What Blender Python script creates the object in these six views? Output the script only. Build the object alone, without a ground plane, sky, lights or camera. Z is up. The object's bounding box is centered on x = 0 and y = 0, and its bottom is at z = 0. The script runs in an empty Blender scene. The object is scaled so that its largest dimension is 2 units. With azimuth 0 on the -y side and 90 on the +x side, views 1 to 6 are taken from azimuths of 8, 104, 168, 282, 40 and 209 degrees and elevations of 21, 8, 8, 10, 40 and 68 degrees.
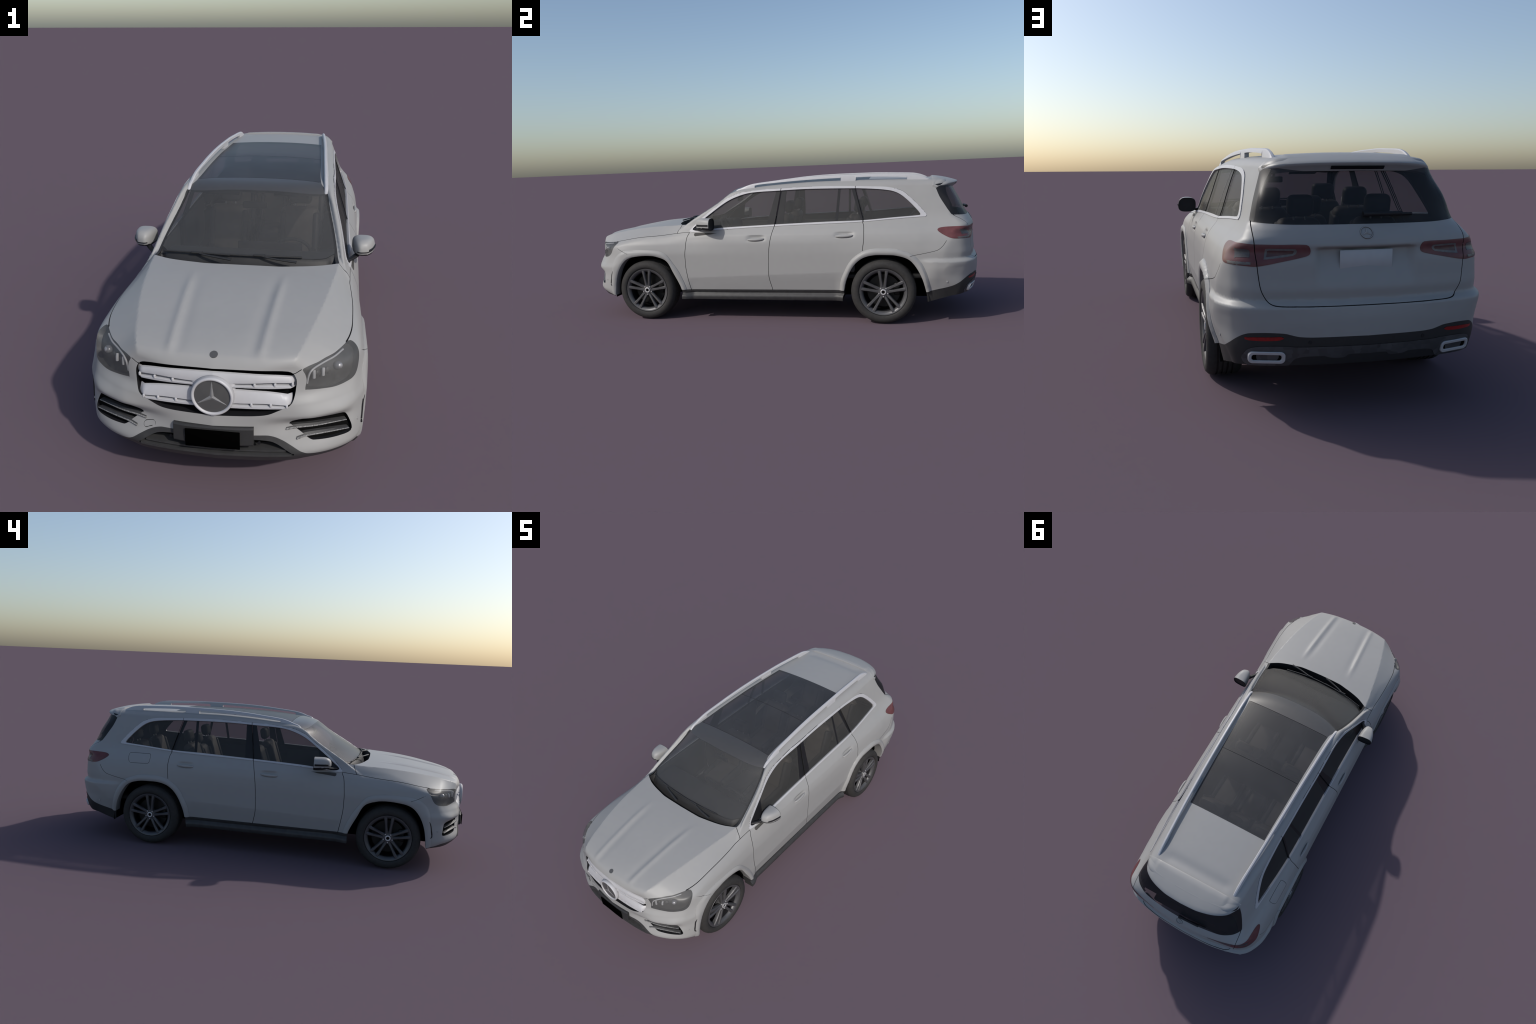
import numpy as np
# ---------------------------------------------------------------- curves
def pchip_slopes(x, y):
    """monotone cubic slopes; y may be (K,) or (K,N)"""
    x = np.asarray(x, float); y = np.asarray(y, float)
    h = np.diff(x); h = h.reshape((-1,) + (1,) * (y.ndim - 1))
    d = np.diff(y, axis=0) / h
    m = np.zeros_like(y)
    if len(x) == 2:
        m[:] = d[0]; return m
    w1 = 2 * h[1:] + h[:-1]; w2 = h[1:] + 2 * h[:-1]
    same = d[1:] * d[:-1] > 0
    with np.errstate(divide='ignore', invalid='ignore'):
        hm = (w1 + w2) / (w1 / d[:-1] + w2 / d[1:])
    m[1:-1] = np.where(same, hm, 0.0)
    m[0] = d[0]; m[-1] = d[-1]
    return m

def hermite(x, y, m, q):
    x = np.asarray(x, float)
    q = np.clip(q, x[0], x[-1])
    i = np.clip(np.searchsorted(x, q, side='right') - 1, 0, len(x) - 2)
    h = x[i + 1] - x[i]; t = (q - x[i]) / h
    if y.ndim == 1:
        y0, y1, m0, m1 = y[i], y[i + 1], m[i], m[i + 1]
    else:
        k = np.arange(y.shape[1])
        y0, y1, m0, m1 = y[i, k], y[i + 1, k], m[i, k], m[i + 1, k]
    t2 = t * t; t3 = t2 * t
    return (2*t3-3*t2+1)*y0 + (t3-2*t2+t)*h*m0 + (-2*t3+3*t2)*y1 + (t3-t2)*h*m1

class Curve:
    def __init__(self, *pts):
        p = np.array(pts, float); self.x, self.y = p[:, 0], p[:, 1]; self.m = pchip_slopes(self.x, self.y)
    def __call__(self, q):
        q = np.asarray(q, float)
        return hermite(self.x, self.y, self.m, q.ravel()).reshape(q.shape)

class Surf:
    """sections[a] = list of values over bkeys; smooth in both"""
    def __init__(self, akeys, bkeys, rows):
        self.a = np.array(akeys, float); self.b = np.array(bkeys, float)
        self.T = np.array(rows, float)                      # (A,B)
        self.mb = pchip_slopes(self.b, self.T.T).T
    def __call__(self, a, b):
        a, b = np.broadcast_arrays(np.asarray(a, float), np.asarray(b, float))
        sh = a.shape; a = a.ravel(); b = b.ravel()
        V = np.stack([hermite(self.b, self.T[k], self.mb[k], b) for k in range(len(self.a))])
        return hermite(self.a, V, pchip_slopes(self.a, V), a).reshape(sh)

def sstep(t):
    t = np.clip(t, 0, 1); return t * t * (3 - 2 * t)
def smax(a, b, k):
    h = np.maximum(k - np.abs(a - b), 0) / k
    return np.maximum(a, b) + h * h * k * 0.25
def smin(a, b, k):
    return -smax(-a, -b, k)

# ---------------------------------------------------------------- body form
ZK = [.08,.12,.157,.19,.225,.27,.33,.38,.42,.445,.47,.50,.55,.60,.645,.70]
SIDE_ROWS = {
 -1.00:[.318,.318,.318,.318,.318,.318,.315,.305,.290,.280,.270,.260,.250,.240,.230,.210],
 -0.90:[.343,.35,.356,.36,.362,.362,.354,.338,.31,.29,.28,.27,.26,.25,.24,.22],
 -0.82:[.366,.369,.371,.373,.375,.376,.371,.356,.333,.313,.297,.287,.275,.262,.25,.23],
 -0.74:[.368,.371,.372,.373,.375,.377,.374,.362,.338,.318,.301,.292,.28,.266,.253,.235],
 -0.64:[.368,.370,.372,.372,.372,.372,.371,.364,.342,.318,.302,.295,.284,.269,.255,.237],
 -0.52:[.360,.362,.364,.365,.367,.368,.368,.361,.342,.322,.308,.299,.287,.271,.256,.238],
 -0.42:[.358,.360,.362,.363,.3645,.365,.3655,.358,.344,.329,.314,.304,.290,.274,.258,.240],
 -0.20:[.358,.360,.362,.364,.3650,.366,.3665,.363,.353,.338,.3215,.3125,.295,.277,.261,.240],
  0.00:[.358,.36,.362,.364,.3655,.366,.3665,.364,.354,.339,.323,.313,.296,.28,.2645,.242],
  0.30:[.358,.36,.362,.364,.366,.3665,.367,.364,.355,.341,.3235,.312,.294,.2755,.258,.236],
  0.46:[.36,.362,.364,.365,.368,.37,.371,.366,.356,.342,.322,.307,.289,.2705,.2515,.231],
  0.56:[.362,.365,.368,.369,.371,.373,.373,.367,.356,.341,.320,.303,.285,.267,.249,.229],
  0.70:[.338,.35,.359,.365,.369,.371,.371,.365,.352,.336,.313,.293,.275,.258,.24,.222],
  0.76:[.328,.338,.346,.357,.366,.37,.369,.361,.348,.331,.308,.2895,.272,.254,.236,.218],
  0.82:[.318,.328,.337,.346,.356,.365,.366,.358,.344,.328,.305,.287,.268,.2475,.232,.215],
  0.88:[.3,.313,.326,.338,.348,.357,.357,.352,.342,.326,.303,.283,.26,.24,.225,.21],
  0.94:[.315,.323,.33,.335,.34,.343,.342,.336,.326,.31,.29,.272,.25,.23,.22,.205],
  1.00:[.290,.295,.300,.304,.308,.310,.310,.305,.298,.285,.268,.250,.235,.220,.210,.195]}
SIDE = Surf(sorted(SIDE_ROWS), ZK, [SIDE_ROWS[k] for k in sorted(SIDE_ROWS)])
CREASE_Z = Curve((-.45,.213),(0,.231),(.36,.243))

def ledge(z):                       # rear bumper shelf
    return sstep((.310 - z) / .018)
def side_x(y, z):
    X = SIDE(y, z)
    door = sstep((y + .44) / .05) * sstep((.40 - y) / .08)
    X = X - door * .17 * np.maximum(CREASE_Z(y) - z, 0)
    for hy, hz in ((-.055, .4105), (.375, .4215)):          # finger cups behind the door handles
        X = X - .0075 * np.exp(-(((y - hy) / .040) ** 4 + ((z - hz) / .0125) ** 4))
    X = X + .013 * ledge(z) * sstep((y - .70) / .10)
    return X

XF = [0,.10,.19,.23,.28,.32,.345,.37,.395]
def off(base, o):                   # depth offsets across the width, carried on past the last one
    return [base + v for v in o] + [base + o[-1] + 1.25 * (o[-1] - o[-2])]
FRONT = Surf([.06,.09,.12,.16,.20,.235,.266,.295,.325,.38,.40,.42,.52], XF, [
  off(-.915,[0,.006,.020,.036,.062,.088,.118,.155]),
  off(-.948,[0,.006,.020,.036,.062,.092,.122,.156]),
  off(-.968,[0,.006,.020,.036,.060,.088,.116,.152]),
  off(-.991,[0,.006,.018,.030,.053,.081,.105,.147]),
  off(-.989,[0,.008,.027,.041,.065,.087,.105,.150]),
  off(-.988,[0,.010,.035,.046,.070,.092,.109,.155]),
  off(-.985,[0,.006,.018,.024,.046,.071,.101,.152]),
  off(-.982,[0,.006,.018,.030,.058,.088,.115,.170]),
  off(-.980,[0,.008,.027,.044,.073,.102,.127,.188]),
  off(-.977,[0,.008,.030,.042,.074,.107,.138,.202]),
  off(-.973,[0,.007,.026,.042,.077,.112,.145,.208]),
  off(-.970,[0,.006,.024,.042,.080,.116,.150,.214]),
  off(-.960,[0,.006,.024,.042,.080,.116,.150,.214])])
XR = [0,.08,.15,.20,.25,.28,.31,.335,.36,.385]
LOW = [0,-.003,-.010,-.019,-.031,-.041,-.059,-.087,-.137]
SHELF = [0,-.002,-.005,-.012,-.022,-.030,-.043,-.064,-.103]
MID = [0,-.003,-.010,-.018,-.027,-.034,-.050,-.076,-.130]
TOP = [0,-.003,-.010,-.019,-.031,-.040,-.060,-.092,-.155]
GL0 = [0,-.003,-.010,-.018,-.042,-.074,-.120,-.17,-.22]
GL1 = [0,-.003,-.012,-.025,-.080,-.135,-.19,-.24,-.29]
REAR = Surf([.06,.09,.12,.157,.19,.22,.26,.289,.308,.335,.36,.40,.43,.444,.456,.48,.50,.56,.63,.72], XR, [
  off(.915,LOW),off(.930,LOW),off(.950,LOW),off(.970,LOW),off(.981,LOW),off(.985,LOW),off(.986,[(a + b) / 2 for a, b in zip(LOW, SHELF)]),
  off(.983,SHELF),off(.980,MID),off(.984,MID),off(.982,MID),off(.980,MID),off(.976,TOP),off(.979,TOP),off(.976,TOP),
  off(.963,[0,-.003,-.010,-.019,-.036,-.055,-.085,-.12,-.18]),
  off(.948,GL0),off(.917,GL0),off(.880,GL1),off(.835,GL1)])
def rear_y(x, z):
    plate_bay = sstep((.140 - np.abs(x)) / .030) * sstep((.4415 - z) / .010) * sstep((z - .335) / .085)
    return REAR(z, x) + .012 * ledge(z) - .017 * plate_bay

HOOD_C = Curve((-1.03,.315),(-1.0,.362),(-.985,.385),(-.972,.401),(-.952,.4175),(-.90,.4340),(-.80,.4520),(-.70,.4670),(-.60,.4775),(-.519,.4825),(-.44,.487),(-.3,.487))
CREASE_X = Curve((-1.0,.180),(-.954,.193),(-.935,.202),(-.886,.218),(-.806,.238),(-.699,.261),(-.576,.280),(-.453,.295),(-.40,.300))
CREASE_DROP = Curve((-1,.0065),(-.886,.0055),(-.80,.0055),(-.70,.0060),(-.576,.0078),(-.45,.0095))
OUT_SLOPE = Curve((-1,1.0),(-.95,.95),(-.90,.78),(-.86,.58),(-.80,.52),(-.65,.58),(-.55,.76),(-.45,1.05))
def hood_z(x, y):
    ax = np.abs(x)
    xc = CREASE_X(y)
    sw = .010 * (ax / .194) ** 2 * sstep((-.75 - y) / .2)
    z = HOOD_C(y - sw)
    t = ax / xc
    z = z - CREASE_DROP(y) * np.minimum(t, 1) ** 2 - OUT_SLOPE(y) * np.maximum(ax - xc, 0)
    xb = .115 + (y + .93) * (.022 / .35)
    fade = sstep((y + .965) / .04) * sstep((-.545 - y) / .16)
    z = z + .0042 * fade * np.exp(-((ax - xb) / .012) ** 2) - .0018 * fade * np.exp(-((ax - xb + .024) / .016) ** 2)
    return z
ROOF_C = Curve((-.40,.598),(-.30,.632),(-.2345,.6500),(-.125,.6615),(0,.6725),(.12,.6790),(.25,.6825),(.40,.6820),(.60,.678),(.79,.671),(.95,.660))
def roof_z(x, y):
    ax = np.abs(x)
    dip = .0045 * np.exp(-((y - .748) / .026) ** 2) * sstep((.185 - ax) / .05)     # trough ahead of the spoiler
    return ROOF_C(y) - .0115 * (ax / .235) ** 2.2 - dip
WS_Y = Curve((.40,-.620),(.45,-.537),(.50,-.453),(.521,-.4175),(.571,-.336),(.600,-.293),(.644,-.2365),(.70,-.160))
def ws_y(x, z):
    ax = np.abs(x)
    xb = .2445 + (.627 - z) * .36                 # outside this the pillar stands proud of the glass
    xe = np.minimum(ax, xb)
    sweep = (.056 + .034 * sstep((z - .47) / .15)) * (xe / .27) ** 2.3
    return WS_Y(z) + sweep - .35 * np.maximum(ax - xb, 0) - .020 * sstep((ax - xb + .008) / .024)

def body_parts(x, y, z, side, front, rear, hood, roof, ws):
    fs = (x - side) * .96
    ff = (front - y) * .93
    fr = (y - rear) * .95
    fd = (z - hood) * .97
    fro = (z - roof)
    fw = (ws - y) * .49
    A = smax(ff, fd, .016)
    B = smax(fw, fro, .030)
    C = smin(A, B, .006)
    ks = .012 + .022 * sstep((z - .61) / .05) * sstep((y + .20) / .18)
    F = smax(fs, C, ks)
    return smax(F, fr, .016)
def body_f(P):
    x, y, z = np.abs(P[:, 0]), P[:, 1], P[:, 2]
    return body_parts(x, y, z, side_x(y, z), FRONT(z, x), rear_y(x, z), hood_z(x, y), roof_z(x, y), ws_y(x, z))
def body_grad(P, e=1e-4):
    G = np.zeros_like(P)
    for k in range(3):
        d = np.zeros(3); d[k] = e
        G[:, k] = (body_f(P + d) - body_f(P - d)) / (2 * e)
    return G

# ================================================================ mesh engine
import bpy, bmesh, math
from mathutils import Vector, Matrix
rng = np.random.default_rng(7)
H = .0065

def skin_half():
    """smooth quad skin of the right half (x >= 0) of the implicit body"""
    xs = (np.arange(0, 66) - .5) * H
    ys = np.arange(-1.03, 1.035, H); zs = np.arange(.07, .712, H)
    X, Y, Z = xs[:, None, None], ys[None, :, None], zs[None, None, :]
    ax = np.abs(xs)
    sd = side_x(ys[:, None], zs[None, :])[None]
    fr = FRONT(zs[None, :], ax[:, None])[:, None, :]
    re = rear_y(ax[:, None], zs[None, :])[:, None, :]
    hd = hood_z(ax[:, None], ys[None, :])[:, :, None]
    rf = roof_z(ax[:, None], ys[None, :])[:, :, None]
    ws = ws_y(ax[:, None], zs[None, :])[:, None, :]
    F = body_parts(X, Y, Z, sd, fr, re, hd, rf, ws)
    S = F < 0
    nx, ny, nz = S.shape
    acc = np.zeros((nx - 1, ny - 1, nz - 1, 3)); cnt = np.zeros((nx - 1, ny - 1, nz - 1))
    axes = (xs, ys, zs)
    for a in range(3):
        sl0 = [slice(None)] * 3; sl1 = [slice(None)] * 3
        sl0[a] = slice(0, -1); sl1[a] = slice(1, None)
        f0, f1 = F[tuple(sl0)], F[tuple(sl1)]
        cr = (f0 < 0) != (f1 < 0)
        I = np.argwhere(cr)
        t = f0[cr] / (f0[cr] - f1[cr])
        P = np.stack([axes[k][I[:, k]] for k in range(3)], 1)
        P[:, a] += t * H
        o = [k for k in range(3) if k != a]
        for d0 in (0, -1):
            for d1 in (0, -1):
                C = I.copy(); C[:, o[0]] += d0; C[:, o[1]] += d1
                ok = np.all((C >= 0) & (C < np.array(cnt.shape)), axis=1)
                c = tuple(C[ok].T)
                np.add.at(acc, c, P[ok]); np.add.at(cnt, c, 1)
    idx = np.full(cnt.shape, -1); act = cnt > 0
    idx[act] = np.arange(act.sum())
    V = acc[act] / cnt[act][:, None]
    centre = np.argwhere(act)[:, 0] == 0
    quads = []
    for a in range(3):
        sl0 = [slice(None)] * 3; sl1 = [slice(None)] * 3
        sl0[a] = slice(0, -1); sl1[a] = slice(1, None)
        s0, s1 = S[tuple(sl0)], S[tuple(sl1)]
        I = np.argwhere(s0 != s1); flip = s0[s0 != s1]
        b, c = [(1, 2), (2, 0), (0, 1)][a]
        ring = []
        ok = np.ones(len(I), bool)
        for db, dc in ((-1, -1), (0, -1), (0, 0), (-1, 0)):
            C = I.copy(); C[:, b] += db; C[:, c] += dc
            ok &= np.all((C >= 0) & (C < np.array(cnt.shape)), axis=1)
            ring.append(C)
        q = np.stack([idx[tuple(C[ok].T)] for C in ring], 1)
        f = flip[ok]
        q[~f] = q[~f][:, ::-1]
        quads.append(q)
    Q = np.concatenate(quads)
    V[centre, 0] = 0
    # relax on the surface
    E = np.concatenate([Q[:, [0, 1]], Q[:, [1, 2]], Q[:, [2, 3]], Q[:, [3, 0]]])
    rim = np.zeros(len(V), bool)
    ec = np.sort(E, 1); u, n = np.unique(ec, axis=0, return_counts=True)
    rim[u[n == 1].ravel()] = True
    for it in range(4):
        A = np.zeros_like(V); K = np.zeros(len(V))
        np.add.at(A, E[:, 0], V[E[:, 1]]); np.add.at(A, E[:, 1], V[E[:, 0]])
        np.add.at(K, E[:, 0], 1); np.add.at(K, E[:, 1], 1)
        L = A / np.maximum(K, 1)[:, None]
        m = ~rim & ~centre
        V[m] += .5 * (L[m] - V[m])
        V = to_skin(V, 2)
        V[centre, 0] = 0
    return V, Q

def to_skin(P, n=2):
    P = np.array(P, float)
    for _ in range(n):
        G = body_grad(P); f = body_f(P)
        g2 = np.maximum((G ** 2).sum(1), .05)
        step = np.clip(f / g2, -.01, .01)
        P = P - step[:, None] * G
    return P
def skin_normal(P):
    G = body_grad(np.asarray(P, float), 4e-4)
    return G / np.maximum(np.linalg.norm(G, axis=1), 1e-9)[:, None]

# ---- plane curves used for outlines -------------------------------------
def smooth_line(pts, closed=False, n=8, sharp=False):
    P = np.array(pts, float)
    if sharp:
        return np.vstack([P, P[:1]]) if closed else P
    if closed:
        Q = np.vstack([P[-1:], P, P[:2]])
    else:
        Q = np.vstack([2 * P[0] - P[1], P, 2 * P[-1] - P[-2]])
    out = []
    for i in range(1, len(Q) - 2):
        p0, p1, p2, p3 = Q[i - 1], Q[i], Q[i + 1], Q[i + 2]
        d1 = max(np.linalg.norm(p2 - p1), 1e-9)
        m1 = (p2 - p0) * min(1, d1 / max(np.linalg.norm(p2 - p0), 1e-9) * 1.0)
        m2 = (p3 - p1) * min(1, d1 / max(np.linalg.norm(p3 - p1), 1e-9) * 1.0)
        for t in np.arange(n) / n:
            t2, t3 = t * t, t ** 3
            out.append((2*t3-3*t2+1)*p1 + (t3-2*t2+t)*m1 + (-2*t3+3*t2)*p2 + (t3-t2)*m2)
    out.append(Q[-2])
    return np.array(out)

class Loop:
    """signed distance to a closed outline (negative inside)"""
    def __init__(self, pts, sharp=False):
        self.L = smooth_line(pts, True, 8, sharp)
    def __call__(self, q):
        full = np.asarray(q, float); res = np.full(len(full), .05)
        near = np.all((full > self.L.min(0) - .03) & (full < self.L.max(0) + .03), axis=1)
        q = full[near]; out = np.empty(len(q))
        A = self.L[:-1]; D = self.L[1:] - A; dd = np.maximum((D ** 2).sum(1), 1e-12)
        for s in range(0, len(q), 4000):
            p = q[s:s + 4000]
            R = p[:, None] - A[None]
            t = np.clip((R * D).sum(-1) / dd, 0, 1)
            dist = np.sqrt(((R - t[..., None] * D) ** 2).sum(-1).min(1))
            y0, y1 = A[:, 1], A[:, 1] + D[:, 1]
            cond = (y0[None] > p[:, 1:2]) != (y1[None] > p[:, 1:2])
            with np.errstate(divide='ignore', invalid='ignore'):
                xi = A[:, 0] + (p[:, 1:2] - y0) / np.where(D[:, 1] == 0, 1e-12, D[:, 1]) * D[:, 0]
            inside = (cond & (p[:, 0:1] < xi)).sum(1) % 2 == 1
            out[s:s + 4000] = np.where(inside, -dist, dist)
        res[near] = out
        return res

R2 = math.sqrt(.5)
PROJ = {'side': lambda P: P[:, [1, 2]], 'front': lambda P: P[:, [0, 2]], 'top': lambda P: P[:, [0, 1]],
        'nose': lambda P: np.stack([(P[:, 0] + P[:, 1]) * R2, P[:, 2]], 1),
        'tail': lambda P: np.stack([(P[:, 0] - P[:, 1]) * R2, P[:, 2]], 1)}
def outline(proj, pts, sharp=False):
    """pts: 2D in the projection, or 3D points that are projected"""
    P = np.array(pts, float)
    if P.shape[1] == 3: P = PROJ[proj](P)
    L = Loop(P, sharp)
    return lambda Q: L(PROJ[proj](Q))
def graph(proj, a, pts, sharp=False):
    """curve b = f(a): signed offset, positive on the larger-b side; a = 0/1 index of the free coordinate"""
    P = np.array(pts, float)
    if P.shape[1] == 3: P = PROJ[proj](P)
    P = P[np.argsort(P[:, a])]
    c = Curve(*[(p[a], p[1 - a]) for p in P])
    if sharp: c = lambda q, P=P: np.interp(q, P[:, a], P[:, 1 - a])
    def f(Q):
        q = PROJ[proj](Q); e = 1e-3
        s = (c(q[:, a] + e) - c(q[:, a] - e)) / (2 * e)
        return (q[:, 1 - a] - c(q[:, a])) / np.sqrt(1 + s * s)
    return f

class Shell:
    """polygon soup on the body skin that can be split along outlines"""
    K = 14
    def __init__(self, V, Q):
        self.V = np.array(V); self.A = np.full((len(Q), self.K), -1); self.A[:, :4] = Q
        self.locked = np.zeros(len(V), bool); self.groove = set()
    def copy(self):
        s = Shell.__new__(Shell); s.V = self.V.copy(); s.A = self.A.copy(); s.locked = self.locked.copy(); s.groove = set(self.groove); return s
    def split(self, fn, mask, shift=0., mark=False, snap=.0009):
        V = self.V
        use = np.where(mask(V))[0]
        if not len(use): return
        s = np.full(len(V) + 1, np.nan); s[use] = fn(V[use]) - shift
        near = use[(np.abs(s[use]) < snap)]
        mv = near[~self.locked[near]]
        if len(mv):
            e = 2e-4; g = np.zeros((len(mv), 3))
            for k in range(3):
                d = np.zeros(3); d[k] = e
                g[:, k] = (fn(V[mv] + d) - fn(V[mv] - d)) / (2 * e)
            N = skin_normal(V[mv]); g -= (g * N).sum(1)[:, None] * N
            g2 = np.maximum((g ** 2).sum(1), .15)
            W = V[mv] - (s[mv] / g2)[:, None] * g
            W[V[mv][:, 0] == 0, 0] = 0
            V[mv] = W
        s[near] = 0
        self.locked[near] = True
        cache, newv, newF = {}, [], []
        n0 = len(V)
        def cross(i, j):
            k = (i, j) if i < j else (j, i)
            if k not in cache:
                a, b = k; t = s[a] / (s[a] - s[b])
                cache[k] = n0 + len(newv); newv.append(V[a] + t * (V[b] - V[a]))
            return cache[k]
        Sv = s[self.A]
        act = (Sv > 0).any(1) & (Sv < 0).any(1)
        for row in self.A[act]:
            f = row[row >= 0].tolist(); sv = s[f].tolist(); m = len(f)
            whole_face = any(v != v for v in sv)           # the outline ends in this face
            pos, neg, g = [], [], []
            for a in range(m):
                i, j = f[a], f[(a + 1) % m]; si, sj = sv[a], sv[(a + 1) % m]
                g.append(i)
                if not (si < 0): pos.append(i)
                if not (si > 0): neg.append(i)
                if si * sj < 0:
                    c = cross(i, j); pos.append(c); neg.append(c); g.append(c)
            if whole_face: newF.append(g)
            else: newF += [q for q in (pos, neg) if len(q) >= 3]
        add_rows = np.full((len(newF), self.K), -1)
        for r, q in enumerate(newF): add_rows[r, :min(len(q), self.K)] = q[:self.K]
        self.A = np.vstack([self.A[~act], add_rows])
        if newv:
            W = to_skin(np.array(newv), 1)
            W[np.array(newv)[:, 0] == 0, 0] = 0
            self.V = np.vstack([V, W])
            self.locked = np.concatenate([self.locked, np.ones(len(newv), bool)])
        if mark:
            self.groove |= set(near.tolist()) | set(range(n0, len(self.V)))
    def seam(self, fn, mask, w=.0013):
        """a V-shaped panel gap: two edges and a sunk middle line"""
        def g(P):
            m = mask(P); i = np.where(m)[0]
            if len(i): m[i] = np.abs(fn(P[i])) < .02
            return m
        self.split(fn, g, -w, snap=.0004); self.split(fn, g, w, snap=.0004); self.split(fn, g, 0., True, snap=.0003)
        def inside(C, W, A):
            m = mask(C); i = np.where(m)[0]
            if len(i):
                v = np.unique(A[i]); v = v[v >= 0]
                d = np.full(len(W) + 1, 0.); d[v] = np.abs(fn(W[v]))
                m[i] = (np.abs(fn(C[i])) < w) & (d[A[i]].max(1) < w * 1.6)
            return m
        return inside
    def faces(self, sel):
        return [tuple(r[r >= 0].tolist()) for r in self.A[sel]]
    def centres(self):
        ok = self.A >= 0
        return (self.V[self.A] * ok[..., None]).sum(1) / ok.sum(1)[:, None]

# ================================================================ objects
MATS = {}
def material(name, color, rough=.5, metal=0., spec=.5, grain=.05, scale=60., bump=0., alpha=1., coat=0., kind=None):
    if name in MATS: return MATS[name]
    m = bpy.data.materials.new(name); m.use_nodes = True
    nt = m.node_tree; N = nt.nodes; L = nt.links
    b = N['Principled BSDF']
    tc = N.new('ShaderNodeTexCoord')
    nz = N.new('ShaderNodeTexNoise'); nz.inputs['Scale'].default_value = scale; nz.inputs['Detail'].default_value = 4
    L.new(tc.outputs['Object'], nz.inputs['Vector'])
    ramp = N.new('ShaderNodeValToRGB')
    c = np.array(color)
    ramp.color_ramp.elements[0].position = .3; ramp.color_ramp.elements[1].position = .7
    ramp.color_ramp.elements[0].color = (*np.clip(c * (1 - grain), 0, 1), 1)
    ramp.color_ramp.elements[1].color = (*np.clip(c * (1 + grain), 0, 1), 1)
    L.new(nz.outputs['Fac'], ramp.inputs['Fac'])
    L.new(ramp.outputs['Color'], b.inputs['Base Color'])
    b.inputs['Roughness'].default_value = rough; b.inputs['Metallic'].default_value = metal
    b.inputs['Specular IOR Level'].default_value = spec
    b.inputs['Alpha'].default_value = alpha
    b.inputs['Coat Weight'].default_value = coat
    if bump:
        bp = N.new('ShaderNodeBump'); bp.inputs['Strength'].default_value = bump; bp.inputs['Distance'].default_value = .002
        src = nz.outputs['Fac']
        if kind == 'facet':
            vo = N.new('ShaderNodeTexVoronoi'); vo.inputs['Scale'].default_value = 55.
            L.new(tc.outputs['Object'], vo.inputs['Vector']); src = vo.outputs['Distance']
            mix = N.new('ShaderNodeMix'); mix.data_type = 'RGBA'; mix.inputs[0].default_value = .55
            bw = N.new('ShaderNodeRGBToBW'); L.new(vo.outputs['Color'], bw.inputs[0])
            r2 = N.new('ShaderNodeValToRGB')
            r2.color_ramp.elements[0].color = (*(c * .45), 1); r2.color_ramp.elements[1].color = (*(c * 1.7), 1)  # per-facet light and shade mixed into the base colour
            L.new(bw.outputs[0], r2.inputs['Fac'])
            L.new(ramp.outputs['Color'], mix.inputs[6]); L.new(r2.outputs['Color'], mix.inputs[7])
            L.new(mix.outputs[2], b.inputs['Base Color'])
        if kind == 'wave':
            wv = N.new('ShaderNodeTexWave'); wv.inputs['Scale'].default_value = 120.; wv.inputs['Distortion'].default_value = .5
            L.new(tc.outputs['Object'], wv.inputs['Vector']); src = wv.outputs['Fac']
        L.new(src, bp.inputs['Height']); L.new(bp.outputs['Normal'], b.inputs['Normal'])
    MATS[name] = m
    return m

PAINT = material('grey_white_paint', (.292, .291, .288), .45, spec=.3, grain=.012, scale=30)
BRIGHT = material('bright_satin_trim', (.43, .43, .447), .42, spec=.5, grain=.02)
BLACKG = material('gloss_black_trim', (.012, .012, .014), .48, spec=.28, grain=.1)
PLASTIC = material('dark_plastic', (.027, .027, .028), .55, spec=.3, grain=.08, scale=200)
LIPGREY = material('grey_plastic', (.038, .038, .039), .5, spec=.35, grain=.15, scale=40)
GAP = material('gap_dark_line', (.02, .02, .022), .8, spec=.1)
VOID = material('black_void', (.004, .004, .004), .9, spec=.05)
GLASS = material('tinted_glass', (.075, .075, .074), .36, spec=.14, grain=.06, scale=12, alpha=.52)
SCREEN = material('windscreen_glass', (.075, .075, .075), .30, spec=.45, grain=.06, scale=12, alpha=.62)
PANO = material('roof_glass', (.055, .056, .06), .32, spec=.22, grain=.08, scale=14, alpha=.74)
REARGL = material('rear_glass', (.028, .030, .034), .38, spec=.22, grain=.08, scale=14, alpha=.62)
HEADER = material('roof_header_gloss', (.062, .062, .064), .32, spec=.4, grain=.03)
RUBBER = material('tyre_rubber', (.031, .030, .0295), .75, spec=.25, grain=.15, scale=90, bump=.15)
RIM = material('grey_alloy', (.080, .080, .084), .42, metal=.35, spec=.5, grain=.05)
STEEL = material('polished_steel', (.55, .55, .56), .3, metal=.5, grain=.03)
DISC = material('brake_disc_dark', (.008, .008, .008), .5, metal=.3)
LENS = material('lamp_cover', (.13, .13, .13), .30, spec=.3, grain=.04, alpha=.42)
LAMPIN = material('lamp_housing', (.075, .075, .076), .45, grain=.25, scale=45, bump=.3)
LAMPLIT = material('lamp_light_guide', (.60, .60, .61), .3, grain=.05)
LAMPMID = material('lamp_reflector', (.26, .26, .27), .3, metal=.3, grain=.15)
RED = material('red_lens', (.118, .043, .046), .35, spec=.3, grain=.18, scale=35)
REDD = material('red_lens_inner', (.06, .018, .02), .35, grain=.25, scale=70)
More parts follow.
